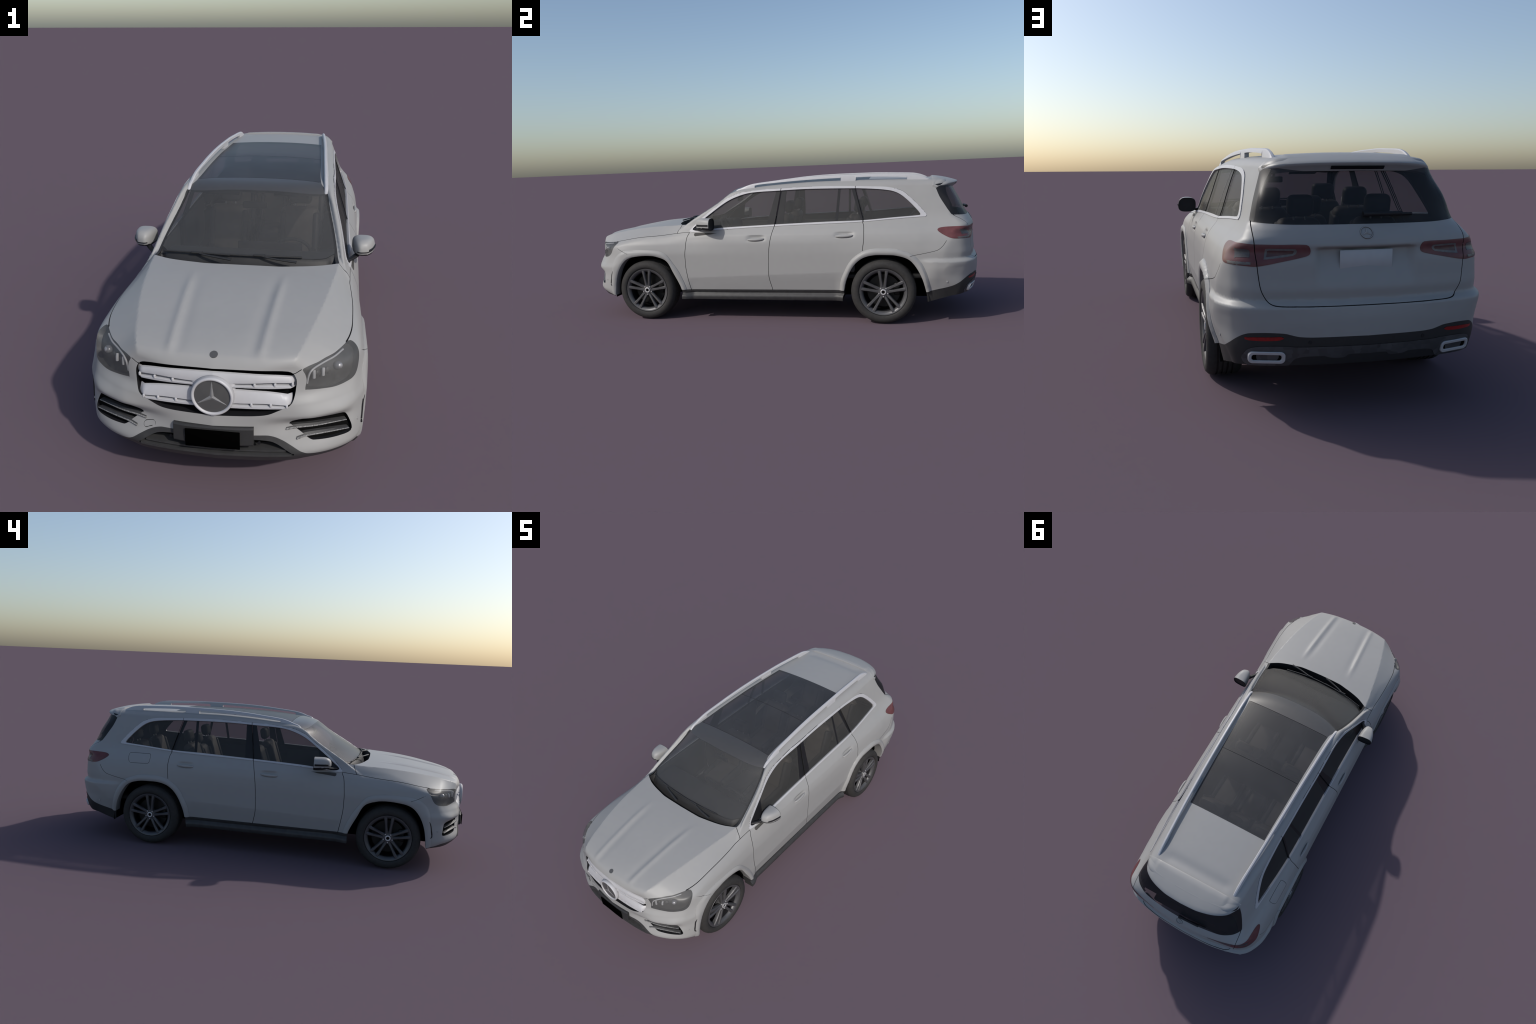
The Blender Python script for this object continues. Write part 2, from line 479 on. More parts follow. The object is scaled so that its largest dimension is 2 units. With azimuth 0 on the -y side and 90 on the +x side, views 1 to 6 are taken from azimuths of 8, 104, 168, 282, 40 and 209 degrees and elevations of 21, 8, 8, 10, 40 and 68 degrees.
REDREF = material('red_reflector', (.24, .004, .004), .4, grain=.2, scale=120)
SMOKE = material('smoked_lamp', (.055, .052, .055), .35, grain=.25, scale=90)
LAMPGREY = material('clear_lamp_strip', (.105, .10, .10), .35, grain=.2, scale=120)
SKID = material('faceted_skid_plate', (.055, .055, .058), .42, spec=.4, grain=.2, scale=30, bump=.25, kind='facet')
CARBON = material('rough_silver_edge', (.17, .17, .17), .5, grain=.8, scale=350, bump=.5)
PLATEB = material('black_blank_plate', (.001, .001, .001), .9, spec=.0)
PLATEW = material('pale_blank_plate', (.40, .41, .425), .5, grain=.02)
EMBLEM = material('emblem_disc_grey', (.075, .075, .076), .35, grain=.05)
STAR = material('emblem_star_grey', (.19, .19, .195), .35, grain=.05)
SEAT = material('brown_seat_leather', (.085, .072, .062), .6, grain=.15, scale=25)
SEATD = material('dark_seat_leather', (.03, .029, .03), .6, grain=.15, scale=25)
LINING = material('cabin_lining', (.05, .048, .046), .8, grain=.1, scale=20)
CABIN = material('cabin_dark', (.022, .022, .023), .7, grain=.1, scale=20)
FLOOR = material('underbody_black', (.012, .012, .012), .8, grain=.2)
WELL = material('wheel_well_black', (.005, .005, .005), .9, spec=.05)

ROOT = bpy.data.objects.new('family_suv_car', None)
bpy.context.scene.collection.objects.link(ROOT)
ROOT['label'] = 'pale grey full-size family SUV with roof rails and panoramic roof'
ROOT['category'] = 'car'

def add(name, V, F, mat, parent=None, normals=None, smooth=True, angle=None, kind=None):
    me = bpy.data.meshes.new(name)
    V = np.asarray(V, float)
    me.from_pydata(V.tolist(), [], [tuple(int(i) for i in f) for f in F])
    me.materials.append(mat)
    me.polygons.foreach_set('use_smooth', [smooth] * len(me.polygons))
    me.update()
    if normals is not None:
        me.normals_split_custom_set_from_vertices([tuple(n) for n in normals])
    elif angle is not None:
        me.set_sharp_from_angle(angle=math.radians(angle))
    o = bpy.data.objects.new(name, me)
    bpy.context.scene.collection.objects.link(o)
    o.parent = parent or ROOT
    if kind: o['kind'] = kind
    return o
def mirror_obj(o, name=None, parent=None):
    me = o.data.copy()
    n = len(me.vertices); co = np.empty(n * 3); me.vertices.foreach_get('co', co)
    co = co.reshape(-1, 3); co[:, 0] *= -1; me.vertices.foreach_set('co', co.ravel())
    me.flip_normals(); me.update()
    p = bpy.data.objects.new(name or o.name.split('.')[0], me)
    bpy.context.scene.collection.objects.link(p); p.parent = parent or ROOT
    return p
def group(name, parent=None, loc=(0, 0, 0)):
    e = bpy.data.objects.new(name, None); e.location = loc
    bpy.context.scene.collection.objects.link(e); e.parent = parent or ROOT
    return e

def compact(V, F):
    used = sorted({i for f in F for i in f}); mp = {u: k for k, u in enumerate(used)}
    return V[used], [tuple(mp[i] for i in f) for f in F], used
def both(V, F, N=None):
    """mirror a half mesh, welding the centre line"""
    n = len(V); c = np.abs(V[:, 0]) < 1e-7
    mp = np.arange(n); mp[~c] = n + np.arange((~c).sum())
    W = V[~c] * [-1, 1, 1]
    F2 = [tuple(mp[i] for i in f[::-1]) for f in F]
    NN = None if N is None else np.vstack([N, N[~c] * [-1, 1, 1]])
    return np.vstack([V, W]), list(F) + F2, NN
def border(F):
    e = {}
    for f in F:
        for a in range(len(f)):
            e.setdefault((f[a], f[(a + 1) % len(f)]), 0)
    return [k for k in e if (k[1], k[0]) not in e]
def with_skirt(V, F, shift, N=None, skip=None):
    """run a wall from the free border along shift (vector or per-vertex array)"""
    V = np.asarray(V, float); B = border(F)
    if skip is not None: B = [b for b in B if not (skip(V[b[0]]) and skip(V[b[1]]))]
    ids = sorted({i for b in B for i in b}); mp = {i: len(V) + k for k, i in enumerate(ids)}
    sh = np.asarray(shift, float)
    W = V[ids] + (sh[ids] if sh.ndim == 2 else sh)
    F2 = [(b[1], b[0], mp[b[0]], mp[b[1]]) for b in B]
    return np.vstack([V, W]), list(F) + F2

# ---- simple solids -------------------------------------------------------
def rbox(name, size, loc, mat, r=.004, seg=3, parent=None, rot=None):
    bm = bmesh.new(); bmesh.ops.create_cube(bm, size=1)
    for v in bm.verts: v.co = Vector((v.co.x * size[0], v.co.y * size[1], v.co.z * size[2]))
    r = min(r, min(size) * .49)
    bmesh.ops.bevel(bm, geom=bm.edges[:], offset=r, segments=seg, profile=.5, affect='EDGES')
    M = Matrix.Translation(loc)
    if rot: M = M @ Matrix.Rotation(rot[1], 4, rot[0])
    bmesh.ops.transform(bm, matrix=M, verts=bm.verts)
    me = bpy.data.meshes.new(name); bm.to_mesh(me); bm.free()
    me.materials.append(mat)
    me.polygons.foreach_set('use_smooth', [True] * len(me.polygons)); me.set_sharp_from_angle(angle=math.radians(50))
    o = bpy.data.objects.new(name, me); bpy.context.scene.collection.objects.link(o); o.parent = parent or ROOT
    return o
def tube(name, pts, rad, mat, parent=None, n=10, flat=1., up=(0, 0, 1), cap=True):
    P = np.array(pts, float); m = len(P)
    rad = np.broadcast_to(np.asarray(rad, float), (m,))
    T = np.gradient(P, axis=0); T /= np.linalg.norm(T, axis=1)[:, None]
    V, F = [], []
    for i in range(m):
        a = np.cross(up, T[i]); a /= max(np.linalg.norm(a), 1e-9); b = np.cross(T[i], a)
        for k in range(n):
            w = 2 * math.pi * k / n
            V.append(P[i] + rad[i] * (math.cos(w) * a + flat * math.sin(w) * b))
    for i in range(m - 1):
        for k in range(n):
            F.append((i * n + k, i * n + (k + 1) % n, (i + 1) * n + (k + 1) % n, (i + 1) * n + k))
    if cap:
        F.append(tuple(range(n))[::-1]); F.append(tuple((m - 1) * n + k for k in range(n)))
    return add(name, V, F, mat, parent, angle=50)
def lathe(profile, n=72, axis='x', closed=False):
    """profile: (axial, radius) pairs"""
    V, F = [], []; m = len(profile)
    for k in range(n):
        w = 2 * math.pi * k / n
        for a, r in profile: V.append((a, r * math.cos(w), r * math.sin(w)))
    for k in range(n):
        for i in range(m if closed else m - 1):
            j = (i + 1) % m; k2 = (k + 1) % n
            F.append((k * m + i, k2 * m + i, k2 * m + j, k * m + j))
    return np.array(V), F
def skin_point(x, y=None, z=None, outer=0.):
    """point of the skin with two given coordinates; searches from outside"""
    if z is None:
        zs = np.linspace(.72, .3, 700); P = np.stack([np.full(700, x), np.full(700, y), zs], 1); k = 2
    elif x is None:
        xs = np.linspace(.45, .1, 700); P = np.stack([xs, np.full(700, y), np.full(700, z)], 1); k = 0
    else:
        s = 1 if (y is not None and y > 0) else -1
        ys = np.linspace(1.05 * s, .2 * s, 900); P = np.stack([np.full(900, x), ys, np.full(900, z)], 1); k = 1
    f = body_f(P) - outer
    i = int(np.argmax(f < 0)); i = max(i, 1)
    t = f[i - 1] / (f[i - 1] - f[i]) if f[i - 1] != f[i] else 0
    return P[i - 1] + t * (P[i] - P[i - 1])

# ================================================================ splitting the skin into panels
sh = Shell(*skin_half())
below = lambda v: (lambda P: P[:, 0] > v)

DLO_OUT = outline('side', [(-.403,.4455),(-.391,.466),(-.366,.492),(-.327,.524),(-.281,.558),(-.244,.583),(-.2185,.603),(-.153,.628),(-.087,.637),(-.015,.643),(.061,.6445),(.185,.648),(.307,.647),(.42,.6435),(.5,.6395),(.564,.636),(.608,.6275),(.647,.6125),(.676,.5875),(.704,.5605),(.733,.529),(.750,.507),(.752,.4975),(.745,.4945),(.732,.494),(.646,.490),(.55,.484),(.46,.478),(.311,.473),(.15,.469),(.033,.465),(-.098,.46),(-.226,.4535),(-.29,.45)])
DLO_IN = outline('side', [(-.386,.453),(-.356,.487),(-.279,.546),(-.213,.590),(-.15,.616),(-.086,.629),(.035,.634),(.186,.638),(.411,.634),(.5,.629),(.559,.623),(.603,.614),(.637,.597),(.676,.5635),(.704,.534),(.721,.514),(.7255,.505),(.722,.5015),(.599,.494),(.458,.4845),(.311,.482),(.15,.477),(-.099,.468),(-.226,.462),(-.289,.457)])
M_WIN = lambda P: (P[:, 0] > .236) & (P[:, 2] > .43) & (P[:, 1] > -.43) & (P[:, 1] < .78) & (P[:, 0] > side_x(P[:, 1], P[:, 2]) - .009)
M_GLS = lambda P: M_WIN(P) & (DLO_IN(P) < .012)
line = lambda *p: graph('side', 1, p, True)
B_FRONT = line((-.007,.471),(.037,.633)); B_GAP = line((.035,.477),(.061,.644)); B_REAR = line((.077,.476),(.087,.633))
BAR_F = line((.330,.483),(.341,.635)); BAR_R = line((.342,.483),(.353,.635))
CD_F = line((.452,.482),(.405,.633)); CD_R = line((.463,.482),(.423,.633))
MIRROR_TRI = line((-.300,.457),(-.283,.538),(-.275,.56))

ARCH_F_IN = outline('side', [(-.812,.05),(-.8145,.10),(-.815,.135),(-.803,.209),(-.781,.266),(-.750,.305),(-.717,.322),(-.670,.329),(-.620,.331),(-.575,.325),(-.523,.302),(-.491,.244),(-.452,.159),(-.450,.11),(-.450,.05)])
ARCH_F_OUT = outline('side', [(-.84,.05),(-.8385,.10),(-.837,.17),(-.832,.21),(-.828,.25),(-.8195,.296),(-.797,.330),(-.758,.353),(-.716,.3585),(-.634,.3595),(-.566,.353),(-.527,.337),(-.490,.290),(-.458,.239),(-.428,.161),(-.423,.11),(-.42,.05)])
ARCH_R_IN = outline('side', [(.366,.05),(.367,.11),(.371,.162),(.384,.212),(.415,.273),(.455,.310),(.503,.326),(.566,.328),(.618,.324),(.670,.306),(.702,.272),(.730,.218),(.748,.154),(.754,.11),(.757,.05)])
ARCH_R_OUT = outline('side', [(.338,.05),(.343,.11),(.348,.162),(.354,.201),(.375,.252),(.405,.302),(.455,.341),(.504,.356),(.561,.3585),(.618,.354),(.656,.342),(.689,.327),(.726,.290),(.749,.242),(.763,.193),(.772,.15),(.777,.10),(.779,.05)])
M_ARF = lambda P: (P[:, 0] > .30) & (P[:, 1] < -.40) & (P[:, 1] > -.86) & (P[:, 2] < .37)
M_ARR = lambda P: (P[:, 0] > .30) & (P[:, 1] > .32) & (P[:, 1] < .80) & (P[:, 2] < .37)

DOOR_FRONT = graph('side', 1, [(-.4045,.446),(-.406,.439),(-.415,.419),(-.421,.371),(-.424,.326),(-.423,.275),(-.416,.22),(-.404,.154)])
DOOR_MID = graph('side', 1, [(.034,.469),(.0225,.427),(.011,.36),(.0065,.287),(.005,.232),(.0185,.156)])
DOOR_REAR = graph('side', 1, [(.459,.479),(.466,.454),(.467,.412),(.460,.347)])
HOOD_LOW = graph('nose', 0, [(-.74,.360),(-.531,.3745),(-.511,.3855),(-.453,.3905),(-.345,.4005),(-.232,.4215),(-.159,.4290),(-.10,.4385),(-.054,.4435),(.0,.446)])
HOOD_END = graph('top', 0, [(0,-.519),(.109,-.516),(.15,-.5085),(.20,-.497),(.241,-.4835),(.275,-.466),(.294,-.4565),(.31,-.4625),(.33,-.472),(.37,-.485)])
NOSE_SEAM = graph('side', 1, [(-.730,.339),(-.736,.343),(-.761,.352),(-.791,.368),(-.812,.382)])
TAIL_SEAM = graph('side', 0, [(.66,.318),(.69,.323),(.763,.337),(.80,.347),(.822,.3645),(.834,.381),(.843,.397),(.86,.420)])
GATE = outline('front', [(-.25,.300),(-.18,.295),(-.09,.2945),(0,.2945),(.09,.2945),(.18,.2955),(.228,.2968),(.247,.302),(.258,.315),(.268,.336),(.273,.365),(.2765,.398),(.2795,.43),(.2815,.457),(.2815,.482),(.279,.50),(.27,.53),(.262,.60),(.24,.64),(0,.66),(-.24,.64),(-.262,.60)])
SCREEN_OUT = graph('top', 1, [(.296,-.49),(.295,-.457),(.288,-.40),(.273,-.310),(.259,-.245),(.246,-.187),(.238,-.15)])
SCREEN_IN = graph('top', 1, [(.286,-.49),(.284,-.457),(.279,-.40),(.265,-.311),(.250,-.245),(.236,-.189),(.227,-.15)])
SCREEN_TOP = graph('top', 0, [(0,-.2275),(.063,-.2255),(.12,-.222),(.170,-.2145),(.22,-.198),(.25,-.180)])
SCREEN_LOW = graph('top', 0, [(0,-.466),(.12,-.460),(.20,-.450),(.25,-.434),(.275,-.410),(.30,-.39)])
ROOF_EDGE = graph('top', 1, [(.255,-.22),(.246,-.187),(.221,-.128),(.212,.05),(.206,.25),(.198,.485),(.194,.70),(.192,.80)])  # edge pushed out so dark glass covers painted strip in rail shadow
PANO_FRONT = lambda P: P[:, 1] + .126
PANO_MID = lambda P: P[:, 1] - .168
PANO_REAR = lambda P: P[:, 1] - .484
RW_OUT = outline('tail', [(-.178,.938,.4945),(-.091,.948,.494),(0,.949,.494),(.091,.948,.494),(.178,.938,.4945),(.231,.920,.4965),(.262,.890,.4985),(.2775,.862,.5015),(.2765,.855,.512),(.272,.844,.528),(.257,.815,.578),(.2425,.797,.621),(.236,.79,.640),(.1,.87,.650),(0,.88,.650),(-.236,.80,.640),(-.257,.815,.578)])
RW_IN = outline('tail', [(-.18,.938,.485),(-.091,.948,.485),(0,.949,.485),(.091,.948,.485),(.262,.89,.486),(.2695,.878,.495),(.268,.877,.51),(.259,.863,.547),(.241,.846,.592),(.222,.842,.627),(.21,.84,.645),(.1,.87,.66),(0,.88,.66),(-.21,.84,.645),(-.259,.863,.547)])
M_RW = lambda P: (P[:, 1] > .77) & (P[:, 2] > .475)
HL = outline('nose', [(.2165,-.938,.386),(.252,-.895,.3905),(.281,-.857,.3940),(.316,-.813,.3990),(.330,-.799,.3988),(.342,-.799,.390),(.3485,-.813,.369),(.3465,-.831,.339),(.338,-.847,.327),(.318,-.868,.3210),(.289,-.892,.3185),(.261,-.912,.3215),(.238,-.929,.3255),(.2255,-.938,.329),(.2235,-.938,.336),(.2255,-.936,.353),(.2215,-.937,.371)])
TL = outline('tail', [(.282,.938,.4485),(.226,.954,.4475),(.156,.968,.447),(.148,.969,.4415),(.1465,.967,.424),(.152,.967,.4190),(.217,.959,.405),(.277,.947,.394),(.302,.936,.3948),(.332,.908,.3965),(.3485,.860,.399),(.347,.826,.4155),(.339,.803,.431),(.3345,.801,.439),(.328,.811,.4455),(.323,.845,.4490),(.309,.912,.4500)])
TL_BLOCK = outline('tail', [(.324,.897,.436),(.293,.931,.4355),(.294,.936,.416),(.326,.907,.414)], True)
TL_STRIP = outline('tail', [(.337,.872,.404),(.284,.938,.404),(.285,.938,.398),(.331,.888,.398)], True)
TL_RING = outline('tail', [(.259,.947,.435),(.255,.948,.438),(.185,.964,.437),(.181,.965,.434),(.184,.963,.423),(.189,.962,.420),(.253,.947,.411),(.258,.946,.414)])
TL_CORE = outline('tail', [(.254,.948,.4335),(.187,.964,.4325),(.189,.963,.425),(.253,.947,.4165)], True)
GRILLE = outline('front', [(-.18,.379),(-.083,.387),(0,.3900),(.083,.3892),(.147,.3865),(.180,.3825),(.190,.3785),(.1965,.372),(.2025,.357),(.202,.337),(.199,.315),(.192,.2985),(.181,.291),(.160,.2815),(.136,.2715),(.106,.2675),(.06,.2655),(0,.2645),(-.06,.2645),(-.134,.267),(-.202,.334)])
INTAKE = outline('nose', [(.186,-.953,.241),(.199,-.952,.2525),(.214,-.949,.2585),(.268,-.917,.2525),(.309,-.898,.2470),(.325,-.891,.239),(.337,-.887,.217),(.3435,-.884,.193),(.341,-.886,.1845),(.316,-.905,.182),(.248,-.943,.187),(.236,-.947,.194),(.2175,-.948,.211),(.208,-.949,.219),(.192,-.952,.234)])
LOWGRILLE = outline('front', [(-.142,.194),(-.102,.199),(0,.200),(.102,.199),(.142,.194),(.160,.186),(.178,.1735),(.200,.1545),(.19,.1525),(.10,.1515),(0,.1515),(-.10,.1515),(-.20,.1545)])
NOSE_EDGE = graph('nose', 0, [(0,-.99,.211),(.102,-.98,.211),(.133,-.974,.210),(.15,-.971,.206),(.172,-.967,.195),(.195,-.966,.180),(.217,-.962,.163),(.232,-.957,.1555),(.262,-.940,.149),(.307,-.909,.1455),(.333,-.888,.143),(.351,-.854,.133),(.366,-.825,.127),(.369,-.80,.122),(.37,-.74,.118)])
TAIL_EDGE = graph('tail', 0, [(0,.998,.2165),(.078,.994,.217),(.141,.990,.217),(.178,.985,.219),(.198,.982,.2235),(.217,.980,.228),(.262,.969,.230),(.302,.954,.2275),(.317,.943,.222),(.331,.926,.211),(.3445,.898,.193),(.359,.859,.174),(.366,.80,.161),(.362,.752,.148)])
EXH = outline('tail', [(.313,.920,.161),(.309,.930,.172),(.300,.940,.185),(.277,.954,.193),(.205,.974,.1945),(.191,.976,.193),(.17,.978,.1925),(.10,.984,.192),(0,.99,.1915),(-.10,.99,.1915),(-.10,.985,.168),(0,.985,.168),(.05,.985,.168),(.062,.983,.160),(.10,.982,.161),(.112,.980,.166),(.180,.969,.162),(.198,.955,.141),(.210,.952,.137),(.286,.928,.137),(.306,.918,.145)])
REFL = outline('tail', [(.313,.943,.2105),(.301,.951,.2165),(.25,.970,.2185),(.217,.978,.2185),(.224,.975,.2115),(.246,.969,.209),(.282,.958,.2085)])
FLOOR_CUT = graph('side', 0, [(-1.05,.124),(-.90,.124),(-.85,.124),(-.80,.121),(-.46,.109),(-.1,.106),(.37,.104),(.75,.099),(.80,.114),(.86,.129),(.92,.139),(1.05,.141)], True)
SILL_TOP = lambda P: P[:, 2] - .1555
TOW = outline('front', [(.1545,.2110),(.156,.2195),(.161,.2215),(.179,.2165),(.1845,.2130),(.187,.2065),(.1855,.2000),(.181,.1985),(.172,.2025),(.160,.2080)])
FLAP = outline('side', [(.575,.459),(.68,.457),(.686,.452),(.683,.43),(.676,.415),(.668,.4115),(.575,.4145),(.569,.419),(.567,.44),(.569,.455)])
ALLP = lambda P: np.ones(len(P), bool)
NOSE = lambda P: P[:, 1] < -.76
REARM = lambda P: P[:, 1] > .74

sh.split(lambda P: P[:, 0] - CREASE_X(P[:, 1]), lambda P: (P[:, 1] < -.455) & (P[:, 1] > -.962) & (P[:, 2] > .38) & (P[:, 0] > .15), snap=.0018)
sh.split(lambda P: P[:, 2] - CREASE_Z(P[:, 1]), lambda P: (P[:, 0] > .33) & (np.abs(P[:, 1] + .02) < .42) & (P[:, 2] > .19) & (P[:, 2] < .27), snap=.0018)
sh.split(FLOOR_CUT, lambda P: P[:, 2] < .2)
for f in (ARCH_F_IN, ARCH_F_OUT): sh.split(f, M_ARF)
for f in (ARCH_R_IN, ARCH_R_OUT): sh.split(f, M_ARR)
sh.split(DLO_OUT, M_WIN); sh.split(DLO_IN, M_WIN)
for f in (B_FRONT, B_REAR, BAR_F, BAR_R, CD_F, CD_R, MIRROR_TRI): sh.split(f, M_GLS)
sh.split(HL, NOSE); sh.split(TL, lambda P: REARM(P) & (P[:, 2] > .37))
for f in (TL_BLOCK, TL_STRIP, TL_RING, TL_CORE): sh.split(f, lambda P: REARM(P) & (P[:, 2] > .38) & (TL(P) < 0), snap=.0006)
sh.split(GRILLE, lambda P: (P[:, 1] < -.9) & (P[:, 2] > .25))
sh.split(INTAKE, lambda P: NOSE(P) & (P[:, 2] < .27))
sh.split(NOSE_EDGE, lambda P: (P[:, 1] < -.74) & (P[:, 2] < .24))
sh.split(LOWGRILLE, lambda P: (P[:, 1] < -.9) & (P[:, 2] < .24))
sh.split(TAIL_EDGE, lambda P: (P[:, 1] > .735) & (P[:, 2] < .25))
sh.split(EXH, lambda P: (P[:, 1] > .85) & (P[:, 2] < .21)); sh.split(REFL, lambda P: (P[:, 1] > .85) & (P[:, 2] < .23) & (P[:, 2] > .19))
sh.split(SILL_TOP, lambda P: (P[:, 0] > .3) & (P[:, 1] > -.47) & (P[:, 1] < .385) & (P[:, 2] < .19))
M_SCR = lambda P: (P[:, 1] < -.13) & (P[:, 1] > -.53) & (P[:, 2] > .468)
sh.split(HOOD_END, lambda P: M_SCR(P) & (P[:, 0] < .297))
sh.split(SCREEN_OUT, lambda P: M_SCR(P) & (P[:, 1] < -.175)); sh.split(SCREEN_IN, lambda P: M_SCR(P) & (P[:, 1] < -.175))
PILLAR_STEP = lambda P: P[:, 0] - (.2445 + (.627 - P[:, 2]) * .36)
for d in (-.008, .004): sh.split(PILLAR_STEP, lambda P: M_SCR(P) & (P[:, 2] < .625) & (P[:, 0] > .2) & (P[:, 0] < side_x(P[:, 1], P[:, 2]) - .004), d, snap=.0016)
sh.split(SCREEN_TOP, lambda P: M_SCR(P) & (P[:, 2] > .55)); sh.split(SCREEN_LOW, lambda P: M_SCR(P) & (P[:, 2] < .56))
M_ROOF = lambda P: (P[:, 2] > .60) & (P[:, 1] > -.235)
sh.split(ROOF_EDGE, lambda P: M_ROOF(P) & (P[:, 1] < .79))
for f in (PANO_FRONT, PANO_REAR): sh.split(f, lambda P: M_ROOF(P) & (P[:, 0] < .225))
sh.split(RW_OUT, M_RW); sh.split(RW_IN, M_RW)

GAPS = [
 sh.seam(PANO_MID, lambda P: M_ROOF(P) & (P[:, 0] < .209) & (np.abs(P[:, 1] - .168) < .03), .0008),
 sh.seam(PANO_FRONT, lambda P: M_ROOF(P) & (P[:, 0] < .216) & (np.abs(P[:, 1] + .126) < .03), .0009),
 sh.seam(DOOR_FRONT, lambda P: (P[:, 0] > .30) & (P[:, 2] < .447) & (P[:, 2] > .150) & (np.abs(P[:, 1] + .41) < .06)),
 sh.seam(DOOR_MID, lambda P: (P[:, 0] > .30) & (P[:, 2] < .482) & (P[:, 2] > .150) & (np.abs(P[:, 1] - .02) < .06)),
 sh.seam(DOOR_REAR, lambda P: (P[:, 0] > .30) & (P[:, 2] < .49) & (P[:, 2] > .343) & (np.abs(P[:, 1] - .46) < .05)),
 sh.seam(B_GAP, lambda P: M_GLS(P) & (np.abs(P[:, 1] - .05) < .05)),
 sh.seam(CD_R, lambda P: M_GLS(P) & (np.abs(P[:, 1] - .44) < .05)),
 sh.seam(HOOD_LOW, lambda P: (P[:, 1] < -.404) & (P[:, 2] > .355) & (P[:, 0] > .19) & ((((P[:, 0] + P[:, 1]) * R2 > -.352) & (P[:, 0] > .28)) | (((P[:, 0] + P[:, 1]) * R2 < -.513) & (P[:, 0] < .22))), .0010),
 sh.seam(HOOD_END, lambda P: (P[:, 0] > .294) & (P[:, 1] < -.44) & (P[:, 1] > -.50) & (P[:, 2] > .436)),
 sh.seam(NOSE_SEAM, lambda P: (P[:, 0] > .30) & (P[:, 1] < -.71) & (P[:, 1] > -.80) & (P[:, 2] < .371) & (P[:, 2] > .337), .0008),
 sh.seam(TAIL_SEAM, lambda P: (P[:, 0] > .30) & (P[:, 1] > .67) & (P[:, 1] < .845) & (P[:, 2] < .40) & (P[:, 2] > .30), .0009),
 sh.seam(GATE, lambda P: (P[:, 1] > .84) & (P[:, 2] < .503), .0011),
 sh.seam(DLO_OUT, lambda P: M_WIN(P) & (P[:, 2] > .4475) & (DLO_OUT(P) > -.004) & ((P[:, 1] < .66) & (P[:, 2] > .52 + .3 * (P[:, 1] + .2)) | (P[:, 1] < -.2) & (P[:, 2] > .455) | (P[:, 1] > .6) & (P[:, 2] > .512)), .0008),
]

